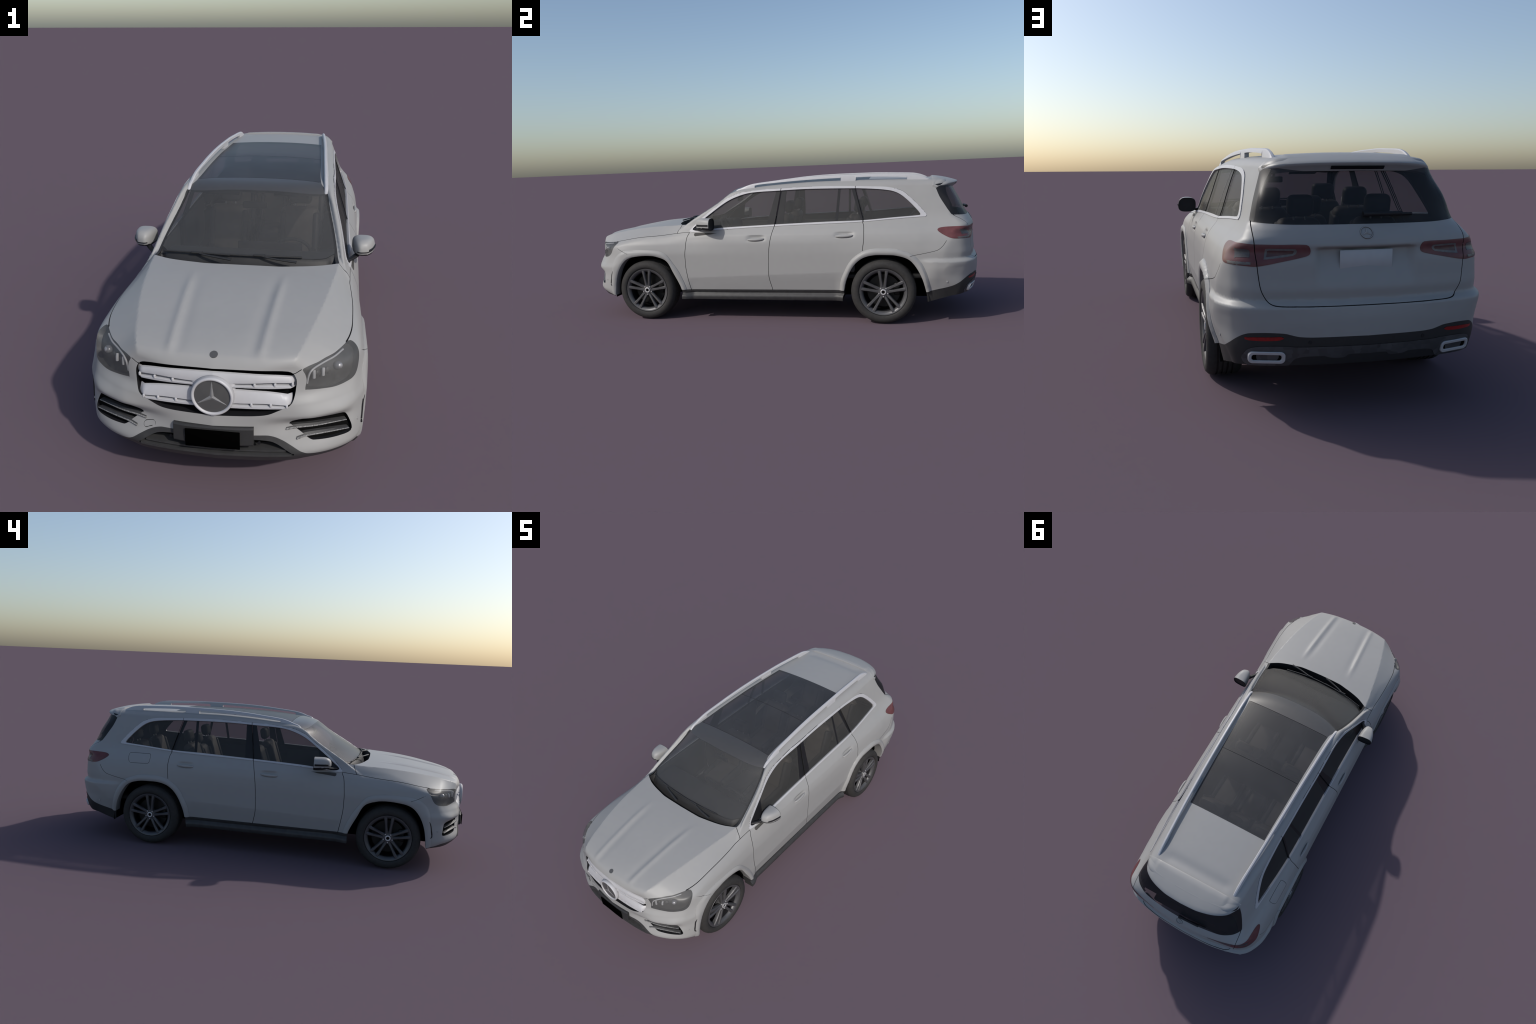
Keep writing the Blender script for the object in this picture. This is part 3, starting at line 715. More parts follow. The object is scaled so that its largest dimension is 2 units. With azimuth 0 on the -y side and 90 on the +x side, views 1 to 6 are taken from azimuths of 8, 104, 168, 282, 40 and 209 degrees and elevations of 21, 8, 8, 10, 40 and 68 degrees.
BELT = graph('side', 0, [(-.42,.446),(-.29,.45),(-.226,.4535),(-.098,.46),(.033,.465),(.15,.469),(.311,.473),(.46,.478),(.55,.484),(.646,.490),(.732,.494)])
def label(shell, gaps):
    C = shell.centres(); x, y, z = C.T
    L = np.full(len(C), 'side_frame', dtype=object)
    def put(name, m): L[m] = name
    hood = (HOOD_LOW(C) > 0) & (HOOD_END(C) < 0) & (y < -.40)
    put('front_bumper', (y < -.40) & (HOOD_LOW(C) < 0) & (NOSE_SEAM(C) < 0))
    put('fender', (y < -.36) & (HOOD_LOW(C) < 0) & (NOSE_SEAM(C) > 0) & (DOOR_FRONT(C) < 0))
    put('hood', hood)
    put('roof_panel', (z > .60) & (y > -.23) & (ROOF_EDGE(C) < 0))
    low = (BELT(C) < 0) & (x > .3)
    put('front_door', low & (DOOR_FRONT(C) > 0) & (DOOR_MID(C) < 0) & (y > -.44))
    put('rear_door', low & (DOOR_MID(C) > 0) & (DOOR_REAR(C) < 0))
    gate = (y > .80) & (GATE(C) < 0)
    put('rear_bumper', (y > .66) & (z < .42) & (TAIL_SEAM(C) < 0))
    put('tailgate', gate)
    put('side_sill', (z < .1555) & (y > -.47) & (y < .385) & (x > .3))
    put('front_arch_trim', (x > .3) & (y < -.40) & (y > -.86) & (ARCH_F_OUT(C) < 0))
    put('rear_arch_trim', (x > .3) & (y > .32) & (y < .80) & (ARCH_R_OUT(C) < 0))
    put('side_sill', (z < .1555) & (y > -.452) & (y < .368) & (x > .3))
    put('front_lip', (y < -.74) & (z < .24) & (NOSE_EDGE(C) < 0))
    put('rear_valance', (y > .735) & (z < .25) & (TAIL_EDGE(C) < 0))
    dlo = M_WIN(C)
    put('window_trim', dlo & (DLO_OUT(C) < 0))
    g = dlo & (DLO_IN(C) < 0)
    put('pillar_cover', g)
    put('mirror_triangle', g & (MIRROR_TRI(C) < 0))
    put('front_door_glass', g & (MIRROR_TRI(C) > 0) & (B_FRONT(C) < 0))
    put('rear_door_glass', g & (B_REAR(C) > 0) & (CD_F(C) < 0))
    put('pillar_cover', g & (BAR_F(C) > 0) & (BAR_R(C) < 0))
    put('quarter_glass', g & (CD_R(C) > 0))
    scr = (y > -.53) & (y < -.13) & (z > .468) & (HOOD_END(C) > 0)
    put('windscreen_trim', scr & (SCREEN_OUT(C) < 0) & (SCREEN_TOP(C) < 0) & (y < -.178))
    put('windscreen', scr & (SCREEN_IN(C) < 0) & (SCREEN_TOP(C) < 0))
    put('cowl', scr & (SCREEN_IN(C) < .0) & (SCREEN_LOW(C) < 0) & (z < .56))
    rf = L == 'roof_panel'
    put('roof_header', rf & (PANO_FRONT(C) < 0) & (SCREEN_TOP(C) > 0))
    put('front_roof_glass', rf & (PANO_FRONT(C) > 0) & (PANO_MID(C) < 0))
    put('rear_roof_glass', rf & (PANO_MID(C) > 0) & (PANO_REAR(C) < 0))
    rw = (y > .77) & (z > .475) & (RW_OUT(C) < 0)
    put('rear_pillar_cover', rw); put('rear_window', rw & (RW_IN(C) < 0))
    put('headlamp', (y < -.76) & (HL(C) < 0) & (z > .30))
    put('tail_lamp', (y > .74) & (z > .37) & (TL(C) < 0))
    tl = L == 'tail_lamp'
    put('tail_lamp_block', tl & (TL_BLOCK(C) < 0)); put('tail_lamp_strip', tl & (TL_STRIP(C) < 0))
    put('tail_lamp_ring', tl & (TL_RING(C) < 0)); put('tail_lamp_core', tl & (TL_CORE(C) < 0))
    put('grille', (y < -.9) & (z > .25) & (GRILLE(C) < 0))
    put('intake', (y < -.76) & (z < .27) & (INTAKE(C) < 0))
    put('low_grille', (y < -.9) & (z < .24) & (LOWGRILLE(C) < 0))
    put('exhaust_surround', (y > .85) & (z < .21) & (EXH(C) < 0))
    put('reflector', (y > .85) & (z < .23) & (z > .19) & (REFL(C) < 0))
    for gp in gaps:
        m = gp(C, shell.V, shell.A); m &= ~np.isin(L, ['windscreen', 'headlamp', 'grille'])
        L[m] = 'panel_gap'
    put('gone', FLOOR_CUT(C) < 0)
    put('gone', (x > .3) & (y < -.40) & (y > -.86) & (ARCH_F_IN(C) < 0))
    put('gone', (x > .3) & (y > .32) & (y < .80) & (ARCH_R_IN(C) < 0))
    return L

shA = sh
shB = sh.copy()
gB = shB.seam(FLAP, lambda P: (P[:, 0] > .30) & (P[:, 2] > .40) & (P[:, 2] < .475) & (P[:, 1] > .55) & (P[:, 1] < .70), .0008)
gT = shB.seam(TOW, lambda P: (P[:, 1] < -.93) & (P[:, 2] > .195) & (P[:, 2] < .23) & (NOSE_EDGE(P) > 0.0), .0008)
LA, LB = label(shA, GAPS), label(shB, GAPS + [gB, gT])
NA, NB = skin_normal(shA.V), skin_normal(shB.V)

def pick(name, s=0):
    S, L, N = ((shA, LA, NA), (shB, LB, NB))[s]
    F = S.faces(L == name)
    if not F: return np.zeros((0, 3)), [], np.zeros((0, 3)), []
    V, F, used = compact(S.V, F)
    return V, F, N[used], used
def flip(V, F, N): return V * [-1, 1, 1], [f[::-1] for f in F], N * [-1, 1, 1]
def pair(name, mat, out=0., parent=None):
    """the two sides as two objects"""
    res = []
    for s in (0, 1):
        V, F, N, _ = pick(name, s)
        if s: V, F, N = flip(V, F, N)
        res.append(add(name, V + N * out, F, mat, parent[s] if parent else None, N))
    return res
def whole(name, mat, out=0., obj=None, parent=None):
    """both halves as one object welded on the centre line"""
    a = pick(name, 0); b = pick(name, 1)
    Va, Fa, Na = a[0] + a[2] * out, a[1], a[2]
    Vb, Fb, Nb = flip(b[0] + b[2] * out, b[1], b[2])
    Va[np.abs(a[0][:, 0]) < 1e-7, 0] = 0; Vb[np.abs(b[0][:, 0]) < 1e-7, 0] = 0
    V = np.vstack([Va, Vb]); F = Fa + [tuple(i + len(Va) for i in f) for f in Fb]; N = np.vstack([Na, Nb])
    key = {}; mp = np.arange(len(V))
    for i in np.where(V[:, 0] == 0)[0]:
        k = (round(V[i, 1], 6), round(V[i, 2], 6)); mp[i] = key.setdefault(k, i)
    F = [tuple(mp[i] for i in f) for f in F]
    used = sorted({i for f in F for i in f}); m2 = {u: k for k, u in enumerate(used)}
    N = N[used]
    return add(obj or name, V[used], [tuple(m2[i] for i in f) for f in F], mat, parent, N)

whole('hood', PAINT); whole('roof_panel', PAINT); gate_o = whole('tailgate', PAINT)
fb_o = whole('front_bumper', PAINT); rb_o = whole('rear_bumper', PAINT)
pair('fender', PAINT); pair('side_frame', PAINT)
fdoor = pair('front_door', PAINT); rdoor = pair('rear_door', PAINT)
pair('pillar_cover', BLACKG, -.0040); pair('mirror_triangle', BLACKG, -.0040)
pair('front_door_glass', GLASS, -.0045, fdoor); pair('rear_door_glass', GLASS, -.0045, rdoor); pair('quarter_glass', GLASS, -.0045)
whole('windscreen', SCREEN); pair('windscreen_trim', PLASTIC)
whole('roof_header', HEADER); whole('front_roof_glass', PANO); whole('rear_roof_glass', PANO)
whole('rear_window', REARGL, parent=gate_o); pair('rear_pillar_cover', BLACKG)
whole('front_lip', LIPGREY, parent=fb_o); whole('rear_valance', PLASTIC, parent=rb_o)
whole('exhaust_surround', SKID, .0015, 'skid_plate', parent=rb_o)
pair('reflector', REDREF, .001, parent=[rb_o, rb_o])
tl_o = pair('tail_lamp', RED, .001)
pair('tail_lamp_block', SMOKE, .0015, tl_o); pair('tail_lamp_strip', LAMPGREY, .0015, tl_o); pair('tail_lamp_ring', LAMPGREY, .0015, tl_o); pair('tail_lamp_core', REDD, .001, tl_o)

# bright window surround, proud of the skin
for s in (0, 1):
    V, F, N, _ = pick('window_trim', s)
    if s: V, F, N = flip(V, F, N)
    V2, F2 = with_skirt(V + N * .0022, F, -N * .0085)
    add('window_trim', V2, F2, BRIGHT, angle=40)
# panel gaps: sunk V grooves
Vg, Fg = [], []
for s in (0, 1):
    S = (shA, shB)[s]
    V, F, N, used = pick('panel_gap', s)
    deep = np.array([u in S.groove for u in used])
    V = V - N * (.0028 * deep)[:, None]
    if s: V, F, N = flip(V, F, N)
    Fg += [tuple(i + sum(map(len, Vg)) for i in f) for f in F]; Vg.append(V)
add('panel_gap', np.vstack(Vg), Fg, GAP, smooth=False, kind='stuff')
# cowl below the windscreen: sunk black tray
V, F, N, _ = pick('cowl')
V = V - np.array([0, 0, 1]) * (.070 * sstep(HOOD_END(V) / .007) * sstep(-SCREEN_LOW(V) / .045) * sstep((.285 - V[:, 0]) / .012))[:, None] - [0, 0, .001]
Vc, Fc, _ = both(V, F)
add('cowl_tray', Vc, Fc, PLASTIC, angle=60)

# wheel arch trims: proud bands with a returned lip
def arch_trim(nm, fin, fout, yc, s):
    V, F, N, _ = pick(nm, s)
    so = np.maximum(-fout(V), 0)
    up = sstep(so / .011)
    W = V.copy(); W[:, 0] += .0020 + (.0100 - (.0040 + .003 * sstep((-.74 - V[:, 1]) / .06)) * (V[:, 1] < 0)) * up
    si = np.maximum(fin(V), 0)
    W[:, 0] -= .004 * (1 - sstep(si / .006))
    sh3 = np.zeros_like(W); sh3[:, 0] = -.016
    inn = si < so
    sh3[inn, 0] = -.05
    W2, F2 = with_skirt(W, F, sh3)
    if s: W2 = W2 * [-1, 1, 1]; F2 = [f[::-1] for f in F2]
    return add('wheel_arch_trim', W2, F2, PAINT, angle=48)
for s in (0, 1):
    arch_trim('front_arch_trim', ARCH_F_IN, ARCH_F_OUT, -.641, s)
    arch_trim('rear_arch_trim', ARCH_R_IN, ARCH_R_OUT, .554, s)
# sills: stepped dark plastic
for s in (0, 1):
    V, F, N, _ = pick('side_sill', s)
    t = np.clip((V[:, 2] - .104) / .05, 0, 1)
    W = V + N * (.0015 + .0115 * sstep((.136 - V[:, 2]) / .012) - .0045 * np.exp(-((V[:, 2] - .140) / .0045) ** 2) - .004 * sstep((.112 - V[:, 2]) / .012))[:, None]
    W2, F2 = with_skirt(W, F, np.array([-.05, 0, -.004]) * np.ones((len(W), 1)))
    if s: W2 = W2 * [-1, 1, 1]; F2 = [f[::-1] for f in F2]
    add('side_sill', W2, F2, LIPGREY, angle=50)

def recess(nm, obj, depth, mat_back, mat_wall, direction=None, s=0, shrink=1.0, parent=None):
    """an opening: side walls running inwards and a back face"""
    V, F, N, _ = pick(nm, s)
    D = -N * depth if direction is None else np.asarray(direction, float) * depth * np.ones((len(V), 1))
    B = border(F)
    B = [b for b in B if not (abs(V[b[0], 0]) < 1e-6 and abs(V[b[1], 0]) < 1e-6)]
    n = len(V)
    Wv = np.vstack([V, V + D]); Wf = [(b[1], b[0], b[0] + n, b[1] + n) for b in B]
    return V + D, F, Wv, Wf
def opening(nm, depth, back, wall, objs, direction=None, central=True, parent=None):
    if central:
        Vb, Fb, Vw, Fw = recess(nm, None, depth, back, wall, direction)
        Vb, Fb, _ = both(Vb, Fb); add(objs[0], Vb, Fb, back, parent, angle=40)
        Vw, Fw, _ = both(Vw, Fw); add(objs[1], *compact(Vw, Fw)[:2], wall, parent, angle=40)
    else:
        for s in (0, 1):
            Vb, Fb, Vw, Fw = recess(nm, None, depth, back, wall, direction, s)
            if s: Vb, Vw = Vb * [-1, 1, 1], Vw * [-1, 1, 1]; Fb, Fw = [f[::-1] for f in Fb], [f[::-1] for f in Fw]
            add(objs[0], Vb, Fb, back, parent, angle=40); add(objs[1], *compact(Vw, Fw)[:2], wall, parent, angle=40)
opening('grille', .030, VOID, BLACKG, ('grille_backing', 'grille_frame'), (0, 1, 0), parent=fb_o)
opening('low_grille', .035, VOID, PLASTIC, ('lower_grille_backing', 'lower_grille_frame'), (0, 1, 0), parent=fb_o)
opening('intake', .010, VOID, BLACKG, ('intake_backing', 'intake_frame'), (-.45, .9, 0), False, parent=fb_o)

# ================================================================ lamps
def front_pt(x, z, out=0.):
    p = skin_point(abs(x), y=-1, z=z)
    n = skin_normal(p[None])[0]
    p = p + n * out
    return p * [np.sign(x) if x else 1, 1, 1]
def polyline(pts, n=24):
    P = smooth_line(pts, False, 6)
    d = np.r_[0, np.cumsum(np.linalg.norm(np.diff(P, axis=0), axis=1))]
    q = np.linspace(0, d[-1], n)
    return np.stack([np.interp(q, d, P[:, k]) for k in range(P.shape[1])], 1)
hl_o = pair('headlamp', LENS, 0.)
for s in (0, 1):
    m = 1 - 2 * s
    Vb, Fb, Vw, Fw = recess('headlamp', None, .016, None, None, None, s)
    if s: Vb, Vw = Vb * [-1, 1, 1], Vw * [-1, 1, 1]; Fb, Fw = [f[::-1] for f in Fb], [f[::-1] for f in Fw]
    add('lamp_housing', Vb, Fb, LAMPIN, hl_o[s]); add('lamp_bezel', *compact(Vw, Fw)[:2], LAMPIN, hl_o[s], angle=60)
    P = polyline([front_pt(x, z, -.0035) for x, z in ((.2290,.343),(.2305,.354),(.2330,.366),(.2380,.3755),(.247,.3815),(.270,.3855),(.293,.3890),(.314,.3935))], 30)
    tube('daylight_strip', P * [m, 1, 1], .0026, LAMPLIT, hl_o[s], 8)
    for x, z0, z1 in ((.2465, .353, .376), (.2690, .354, .3745)):
        P = polyline([front_pt(x, z, -.006) for z in np.linspace(z0, z1, 5)], 8)
        tube('lamp_reflector', P * [m, 1, 1], .0042, LAMPLIT, hl_o[s], 10, up=(0, 1, 0))
    for x, z, r in ((.2580, .362, .008), (.2830, .364, .010)):
        c = front_pt(x, z, -.011)
        V, F = lathe([(0, r), (-.003, r * .8), (-.004, .0005)], 20)
        tang = np.array([.7, -.7, 0]); V = np.stack([V[:, 1] * R2, V[:, 1] * R2 , V[:, 2]], 1) + np.outer(-V[:, 0], tang)
        add('lamp_reflector', (V + c) * [m, 1, 1], F, LAMPIN, hl_o[s])
    c = front_pt(.307, .3690, -.010)
    u, v = np.meshgrid(np.linspace(0, 2 * math.pi, 25)[:-1], np.linspace(0, math.pi, 13))
    S3 = np.stack([np.sin(v) * np.cos(u) * .012, np.sin(v) * np.sin(u) * .012, np.cos(v) * .0105], -1).reshape(-1, 3) + c
    F = [(i * 24 + k, (i + 1) * 24 + k, (i + 1) * 24 + (k + 1) % 24, i * 24 + (k + 1) % 24) for i in range(12) for k in range(24)]
    add('projector_lens', S3 * [m, 1, 1], F if not s else [f[::-1] for f in F], LAMPMID, hl_o[s])

# ================================================================ grille, emblem, plate, intakes
def loft(sections, closed=True, caps=True):
    n = len(sections[0]); V = np.vstack(sections); F = []
    for i in range(len(sections) - 1):
        for k in range(n if closed else n - 1):
            k2 = (k + 1) % n
            F.append((i * n + k, i * n + k2, (i + 1) * n + k2, (i + 1) * n + k))
    if caps and closed:
        F.append(tuple(range(n))[::-1]); F.append(tuple((len(sections) - 1) * n + k for k in range(n)))
    return V, F
def fix(o):
    bm = bmesh.new(); bm.from_mesh(o.data); bmesh.ops.recalc_face_normals(bm, faces=bm.faces); bm.to_mesh(o.data); bm.free(); return o
GR = group('front_grille')
def grille_bar(top, bot, s1, s2, x0, x1, name):
    top, bot, s1, s2 = Curve(*top), Curve(*bot), Curve(*s1), Curve(*s2)
    for m in (1, -1):
        sec = []
        for x in np.linspace(x0, x1, 34):
            zt, zb, a, b = float(top(x)), float(bot(x)), float(s1(x)), float(s2(x))
            end = sstep((x1 - x) / .012); ctr = sstep((x - .045) / .02)
            yf = lambda z: float(FRONT(z, x)) + .003 + .010 * (1 - end)
            dep = .003 + .011 * ctr * end
            zm = (zt + a) / 2
            pts = [(yf(zt) + .012, zt - .006), (yf(zt) + .006, zt - .0005), (yf(zt) + .001, zt - .002), (yf(zm) - .003, zm), (yf(a) - .002, a + .0015), (yf(a), a), (yf(a) + dep, a - .0002),
                   (yf(b) + dep, b + .0002), (yf(b), b), (yf(b) - .003, b - .0012), (yf(zb) - .002, zb + .0015), (yf(zb) + .002, zb), (yf(zb) + .014, zb + .004)]
            sec.append(np.array([(m * x, y, z) for y, z in pts]))
        V, F = loft(sec)
        fix(add(name, V, F, BRIGHT, GR, angle=35))
grille_bar([(0,.381),(.04,.3795),(.084,.3775),(.147,.372),(.198,.3640)], [(0,.340),(.043,.340),(.198,.3345)], [(0,.351),(.06,.3515),(.127,.3530),(.194,.3480)], [(0,.346),(.06,.346),(.127,.346),(.194,.340)], .0, .2005, 'grille_bar')
grille_bar([(0,.336),(.06,.334),(.127,.329),(.195,.3165)], [(0,.285),(.19,.2845)], [(0,.298),(.058,.298),(.116,.299),(.182,.294)], [(0,.293),(.055,.293),(.116,.293),(.181,.2895)], .0, .1935, 'grille_bar')
for x, z in ((.102, .3485), (.151, .3470), (.193, .345), (.095, .2955), (.142, .2948), (.181, .292)):
    for m in (1, -1):
        rbox('grille_post', (.0055, .014, .0095), (m * x, float(FRONT(z, x)) + .006, z), BRIGHT, .0015, 2, GR)
rbox('emblem_mount', (.110, .020, .080), (0, -.964, .328), BRIGHT, .009, 4, GR)
for z in (.330, .279):
    sec = [np.array([(x, float(FRONT(z, abs(x))) + .016, z + .004), (x, float(FRONT(z, abs(x))) + .016, z - .004), (x, float(FRONT(z, abs(x))) + .03, z - .004), (x, float(FRONT(z, abs(x))) + .03, z + .004)]) for x in np.linspace(-.18, .18, 30)]
    add('grille_crossbar', *loft(sec), BLACKG, GR, angle=35)

def star_mesh(r, thick, rb=.20):
    """three-pointed star with ridged arms in the x-z plane facing -y"""
    V, F = [(0, -thick, 0)], []
    for k in range(3):
        a = math.pi / 2 + k * 2 * math.pi / 3
        V.append((r * math.cos(a), -thick * .25, r * math.sin(a)))
        b = a + math.pi / 3
        V.append((r * rb * math.cos(b), -thick * .1, r * rb * math.sin(b)))
    for k in range(3):
        t, l, rr = 1 + 2 * k, 2 + 2 * k, 2 + 2 * ((k + 2) % 3)
        F += [(0, t, l), (0, rr, t)]
    return np.array(V), F
def ring(R, r, n=72, q=12, sq=1.):
    V, F = [], []
    for i in range(n):
        a = 2 * math.pi * i / n
        for k in range(q):
            b = 2 * math.pi * k / q
            V.append(((R + r * math.cos(b)) * math.cos(a), r * sq * math.sin(b), (R + r * math.cos(b)) * math.sin(a)))
    for i in range(n):
        for k in range(q):
            F.append((i * q + k, i * q + (k + 1) % q, ((i + 1) % n) * q + (k + 1) % q, ((i + 1) % n) * q + k))
    return np.array(V), F
EM = group('emblem', GR)
ec = np.array([0, -.9865, .3205])
V, F = ring(.0490, .0043, sq=1.3); fix(add('emblem_ring', V + ec, F, BRIGHT, EM))
V, F = lathe([(.006, .0535), (-.002, .0545), (-.006, .050)], 64); fix(add('emblem_collar', np.stack([V[:, 1], -V[:, 0], V[:, 2]], 1) + ec + [0, .006, 0], F, BRIGHT, EM))
V, F = lathe([(0, .0455), (.0015, .030), (.002, .0004)], 56); fix(add('emblem_disc', np.stack([V[:, 1], -V[:, 0], V[:, 2]], 1) + ec + [0, -.001, 0], F, EMBLEM, EM))
V, F = star_mesh(.0435, .0045); fix(add('emblem_star', V + ec + [0, -.0012, 0], F, STAR, EM, smooth=False))
rbox('emblem_lug', (.014, .012, .010), (0, -.981, .2665), BRIGHT, .003, 2, EM)
# round badge on the hood
bp = np.array([0, -.952, float(hood_z(np.array(0.), np.array(-.952)))])
bp = to_skin(bp[None])[0]; bn = skin_normal(bp[None])[0]
t1 = np.array([1., 0, 0]); t2 = np.cross(bn, t1)
V, F = lathe([(-.001, .0102), (.0008, .0100), (.0009, .0004)], 40)
fix(add('hood_badge', bp + np.outer(V[:, 0], bn) + np.outer(V[:, 1], t1) + np.outer(V[:, 2], t2), F, EMBLEM, angle=25))

# plate carrier and blank plate
sec = []
for x in np.linspace(-.1015, .1015, 25):
    y = float(FRONT(.21, abs(x))); f = -.9965 + .35 * (abs(x) / .10) ** 3 * .02
    sec.append(np.array([(x, y + .012, .2355), (x, f + .005, .2365), (x, f + .001, .233), (x, f - .001, .190), (x, f + .003, .1845), (x, y + .012, .184)]))
fix(add('plate_carrier', *loft(sec), PLASTIC, fb_o, angle=30))
rbox('number_plate', (.1385, .0030, .0505), (0, -.9985, .2045), PLATEB, .0008, 1, fb_o)
# slats of the lower grille and the pale skid lip
def front_slat(z, zt, setback, depth, x1, mat, name):
    sec = []
    for x in np.linspace(-x1, x1, 41):
        y = float(FRONT(z, abs(x))) + setback
        sec.append(np.array([(x, y, z - zt), (x, y, z + zt), (x, y + depth, z + zt * 2.2), (x, y + depth, z + zt * .2)]))
    return fix(add(name, *loft(sec), mat, fb_o, angle=30))
front_slat(.1640, .0022, .006, .030, .182, LIPGREY, 'lower_grille_slat')
front_slat(.1535, .0030, -.0005, .034, .196, LIPGREY, 'lower_grille_slat')
for x in (-.115, .115):
    c = front_pt(x, .186, -.012); tube('parking_sensor', [c + [0, 0, 0], c + [0, -.004, 0]], .0042, BLACKG, fb_o, 14, up=(1, 0, 0))
# fins of the side intakes
for m in (1, -1):
    for pts, hh in (([(.180,.2245),(.204,.2270),(.250,.2255),(.295,.2230),(.329,.2205)], .0040), ([(.2065,.1985),(.228,.2030),(.272,.2015),(.310,.1990),(.336,.1960)], .0042)):
        P = polyline([front_pt(x, z, .0012) for x, z in pts], 26)
        N = skin_normal(P); sec, edge = [], []
        for i, (p, n) in enumerate(zip(P, N)):
            t = i / (len(P) - 1); h = hh * (1 - .75 * t ** 2) + .0008
            d = n * np.array([1, 1, 0]); d = d / np.linalg.norm(d)
            back = p - d * .024
            sec.append(np.array([p + [0, 0, -h * .3], p + d * .0005 + [0, 0, h * .1], p - d * .004 + [0, 0, h], back + [0, 0, h * 1.2], back + [0, 0, -h * .2]]))
            edge.append(p + d * .0006 - [0, 0, h * .35])
        V, F = loft(sec); fix(add('intake_fin', V * [m, 1, 1], F, LIPGREY, fb_o, angle=30))
        tube('fin_edge', np.array(edge) * [m, 1, 1], np.linspace(.0026, .0012, len(edge)), CARBON, fb_o, 8)

# dark air outlet ahead of the front wheels
for m in (1, -1):
    P = polyline([skin_point(None, y=y, z=z) + [.0005, 0, 0] for y, z in ((-.800,.2660),(-.818,.2560),(-.829,.235),(-.834,.212),(-.8385,.190),(-.8375,.178),(-.829,.1745))], 22)
    tube('air_outlet', P * [m, 1, 1], .0030, BLACKG, fb_o, 8)

# ================================================================ roof rails
RX = Curve((-.19,.2415),(-.10,.2365),(.10,.228),(.35,.2185),(.60,.206),(.70,.200),(.79,.197))
RT = Curve((-.190,.6275),(-.168,.6460),(-.147,.6527),(-.118,.6637),(-.086,.6717),(.013,.6827),(.10,.6907),(.223,.6972),(.345,.6992),(.46,.6992),(.60,.6947),(.69,.6902),(.725,.6837),(.754,.6727),(.780,.6567))
RB = Curve((-.190,.6175),(-.10,.6565),(-.063,.6660),(.04,.6740),(.20,.6820),(.35,.6855),(.46,.6860),(.60,.6815),(.66,.6770),(.78,.6575))
RAIL = group('roof_rail_set')
for m in (1, -1):
    ys = np.unique(np.concatenate([np.linspace(-.189, .779, 150), [-.078, -.0779, .350, .3501, .424, .4241, .664, .6641]]))
    sec = []
    for y in ys:
        x = float(RX(y)); zt = float(RT(y)); zb = float(RB(y))
        foot = y < -.078 or .350 < y < .424 or y > .664
        sx = skin_point(x, y=y, z=None)[2] - .004
        if foot: zb = min(zb, sx)
        zb = min(zb, zt - .006)
        w = .0060; slope = .0030
        sec.append(np.array([(x + w + slope, y, zb), (x + w + .001, y, zt - .006), (x + w - .002, y, zt - .001), (x + w - .005, y, zt), (x - w + .003, y, zt), (x - w, y, zt - .003), (x - w, y, zb)]))
    V, F = loft(sec); fix(add('roof_rail', V * [m, 1, 1], F, BRIGHT, RAIL, angle=38))

# ================================================================ tailgate spoiler
SE_Y = Curve((0,.9055),(.072,.9020),(.120,.893),(.155,.8825),(.190,.866),(.212,.849),(.230,.822),(.2425,.797))
SE_Z = Curve((0,.6505),(.10,.6495),(.16,.6475),(.20,.6445),(.225,.638),(.2425,.628))
SE_L = Curve((0,.6265),(.16,.625),(.205,.6205),(.2425,.6100))
sec = []
for x in np.linspace(-.2412, .2412, 81):
    ax = abs(x); ye = float(SE_Y(ax)); ze = float(SE_Z(ax)); zl = float(SE_L(ax))
    y0 = .7815
    z0 = skin_point(min(ax, .238), y=y0, z=None)[2]
    lip = .0050 * sstep((.19 - ax) / .02) + .0015
    L = ye - y0
    fall = sstep((ax - .195) / .05)
    P = [(y0 - .001, z0 - .010), (y0, z0 + lip * .6), (y0 + min(.006, L * .2), z0 + lip)]
    for t in (.25, .45, .65, .85):
        P.append((y0 + L * t, (z0 + lip) + (ze - z0 - lip) * (t ** 1.25) + .0025 * math.sin(math.pi * t) * (1 - fall)))
    P += [(ye - L * .02, ze + .0005), (ye, ze - .002), (ye - .001, ze - .006), (ye - min(.006, L * .3), ze - .0085 - .001), (ye - min(.016, L * .5), zl + .001), (ye - min(.022, L * .6), zl), (y0 + L * .2, zl), (y0 - .001, zl)]
    sec.append(np.array([(x, y, z) for y, z in P]))
SPO = fix(add('rear_spoiler', *loft(sec), PAINT, angle=42))
sec = [np.array([(x, float(SE_Y(abs(x))) - .0055 + a, z) for a, z in ((0, .6395), (.003, .6395), (-.0065, .6310), (-.010, .6310))]) for x in np.linspace(-.072, .072, 21)]
fix(add('brake_light', *loft(sec), BLACKG, SPO, angle=30))

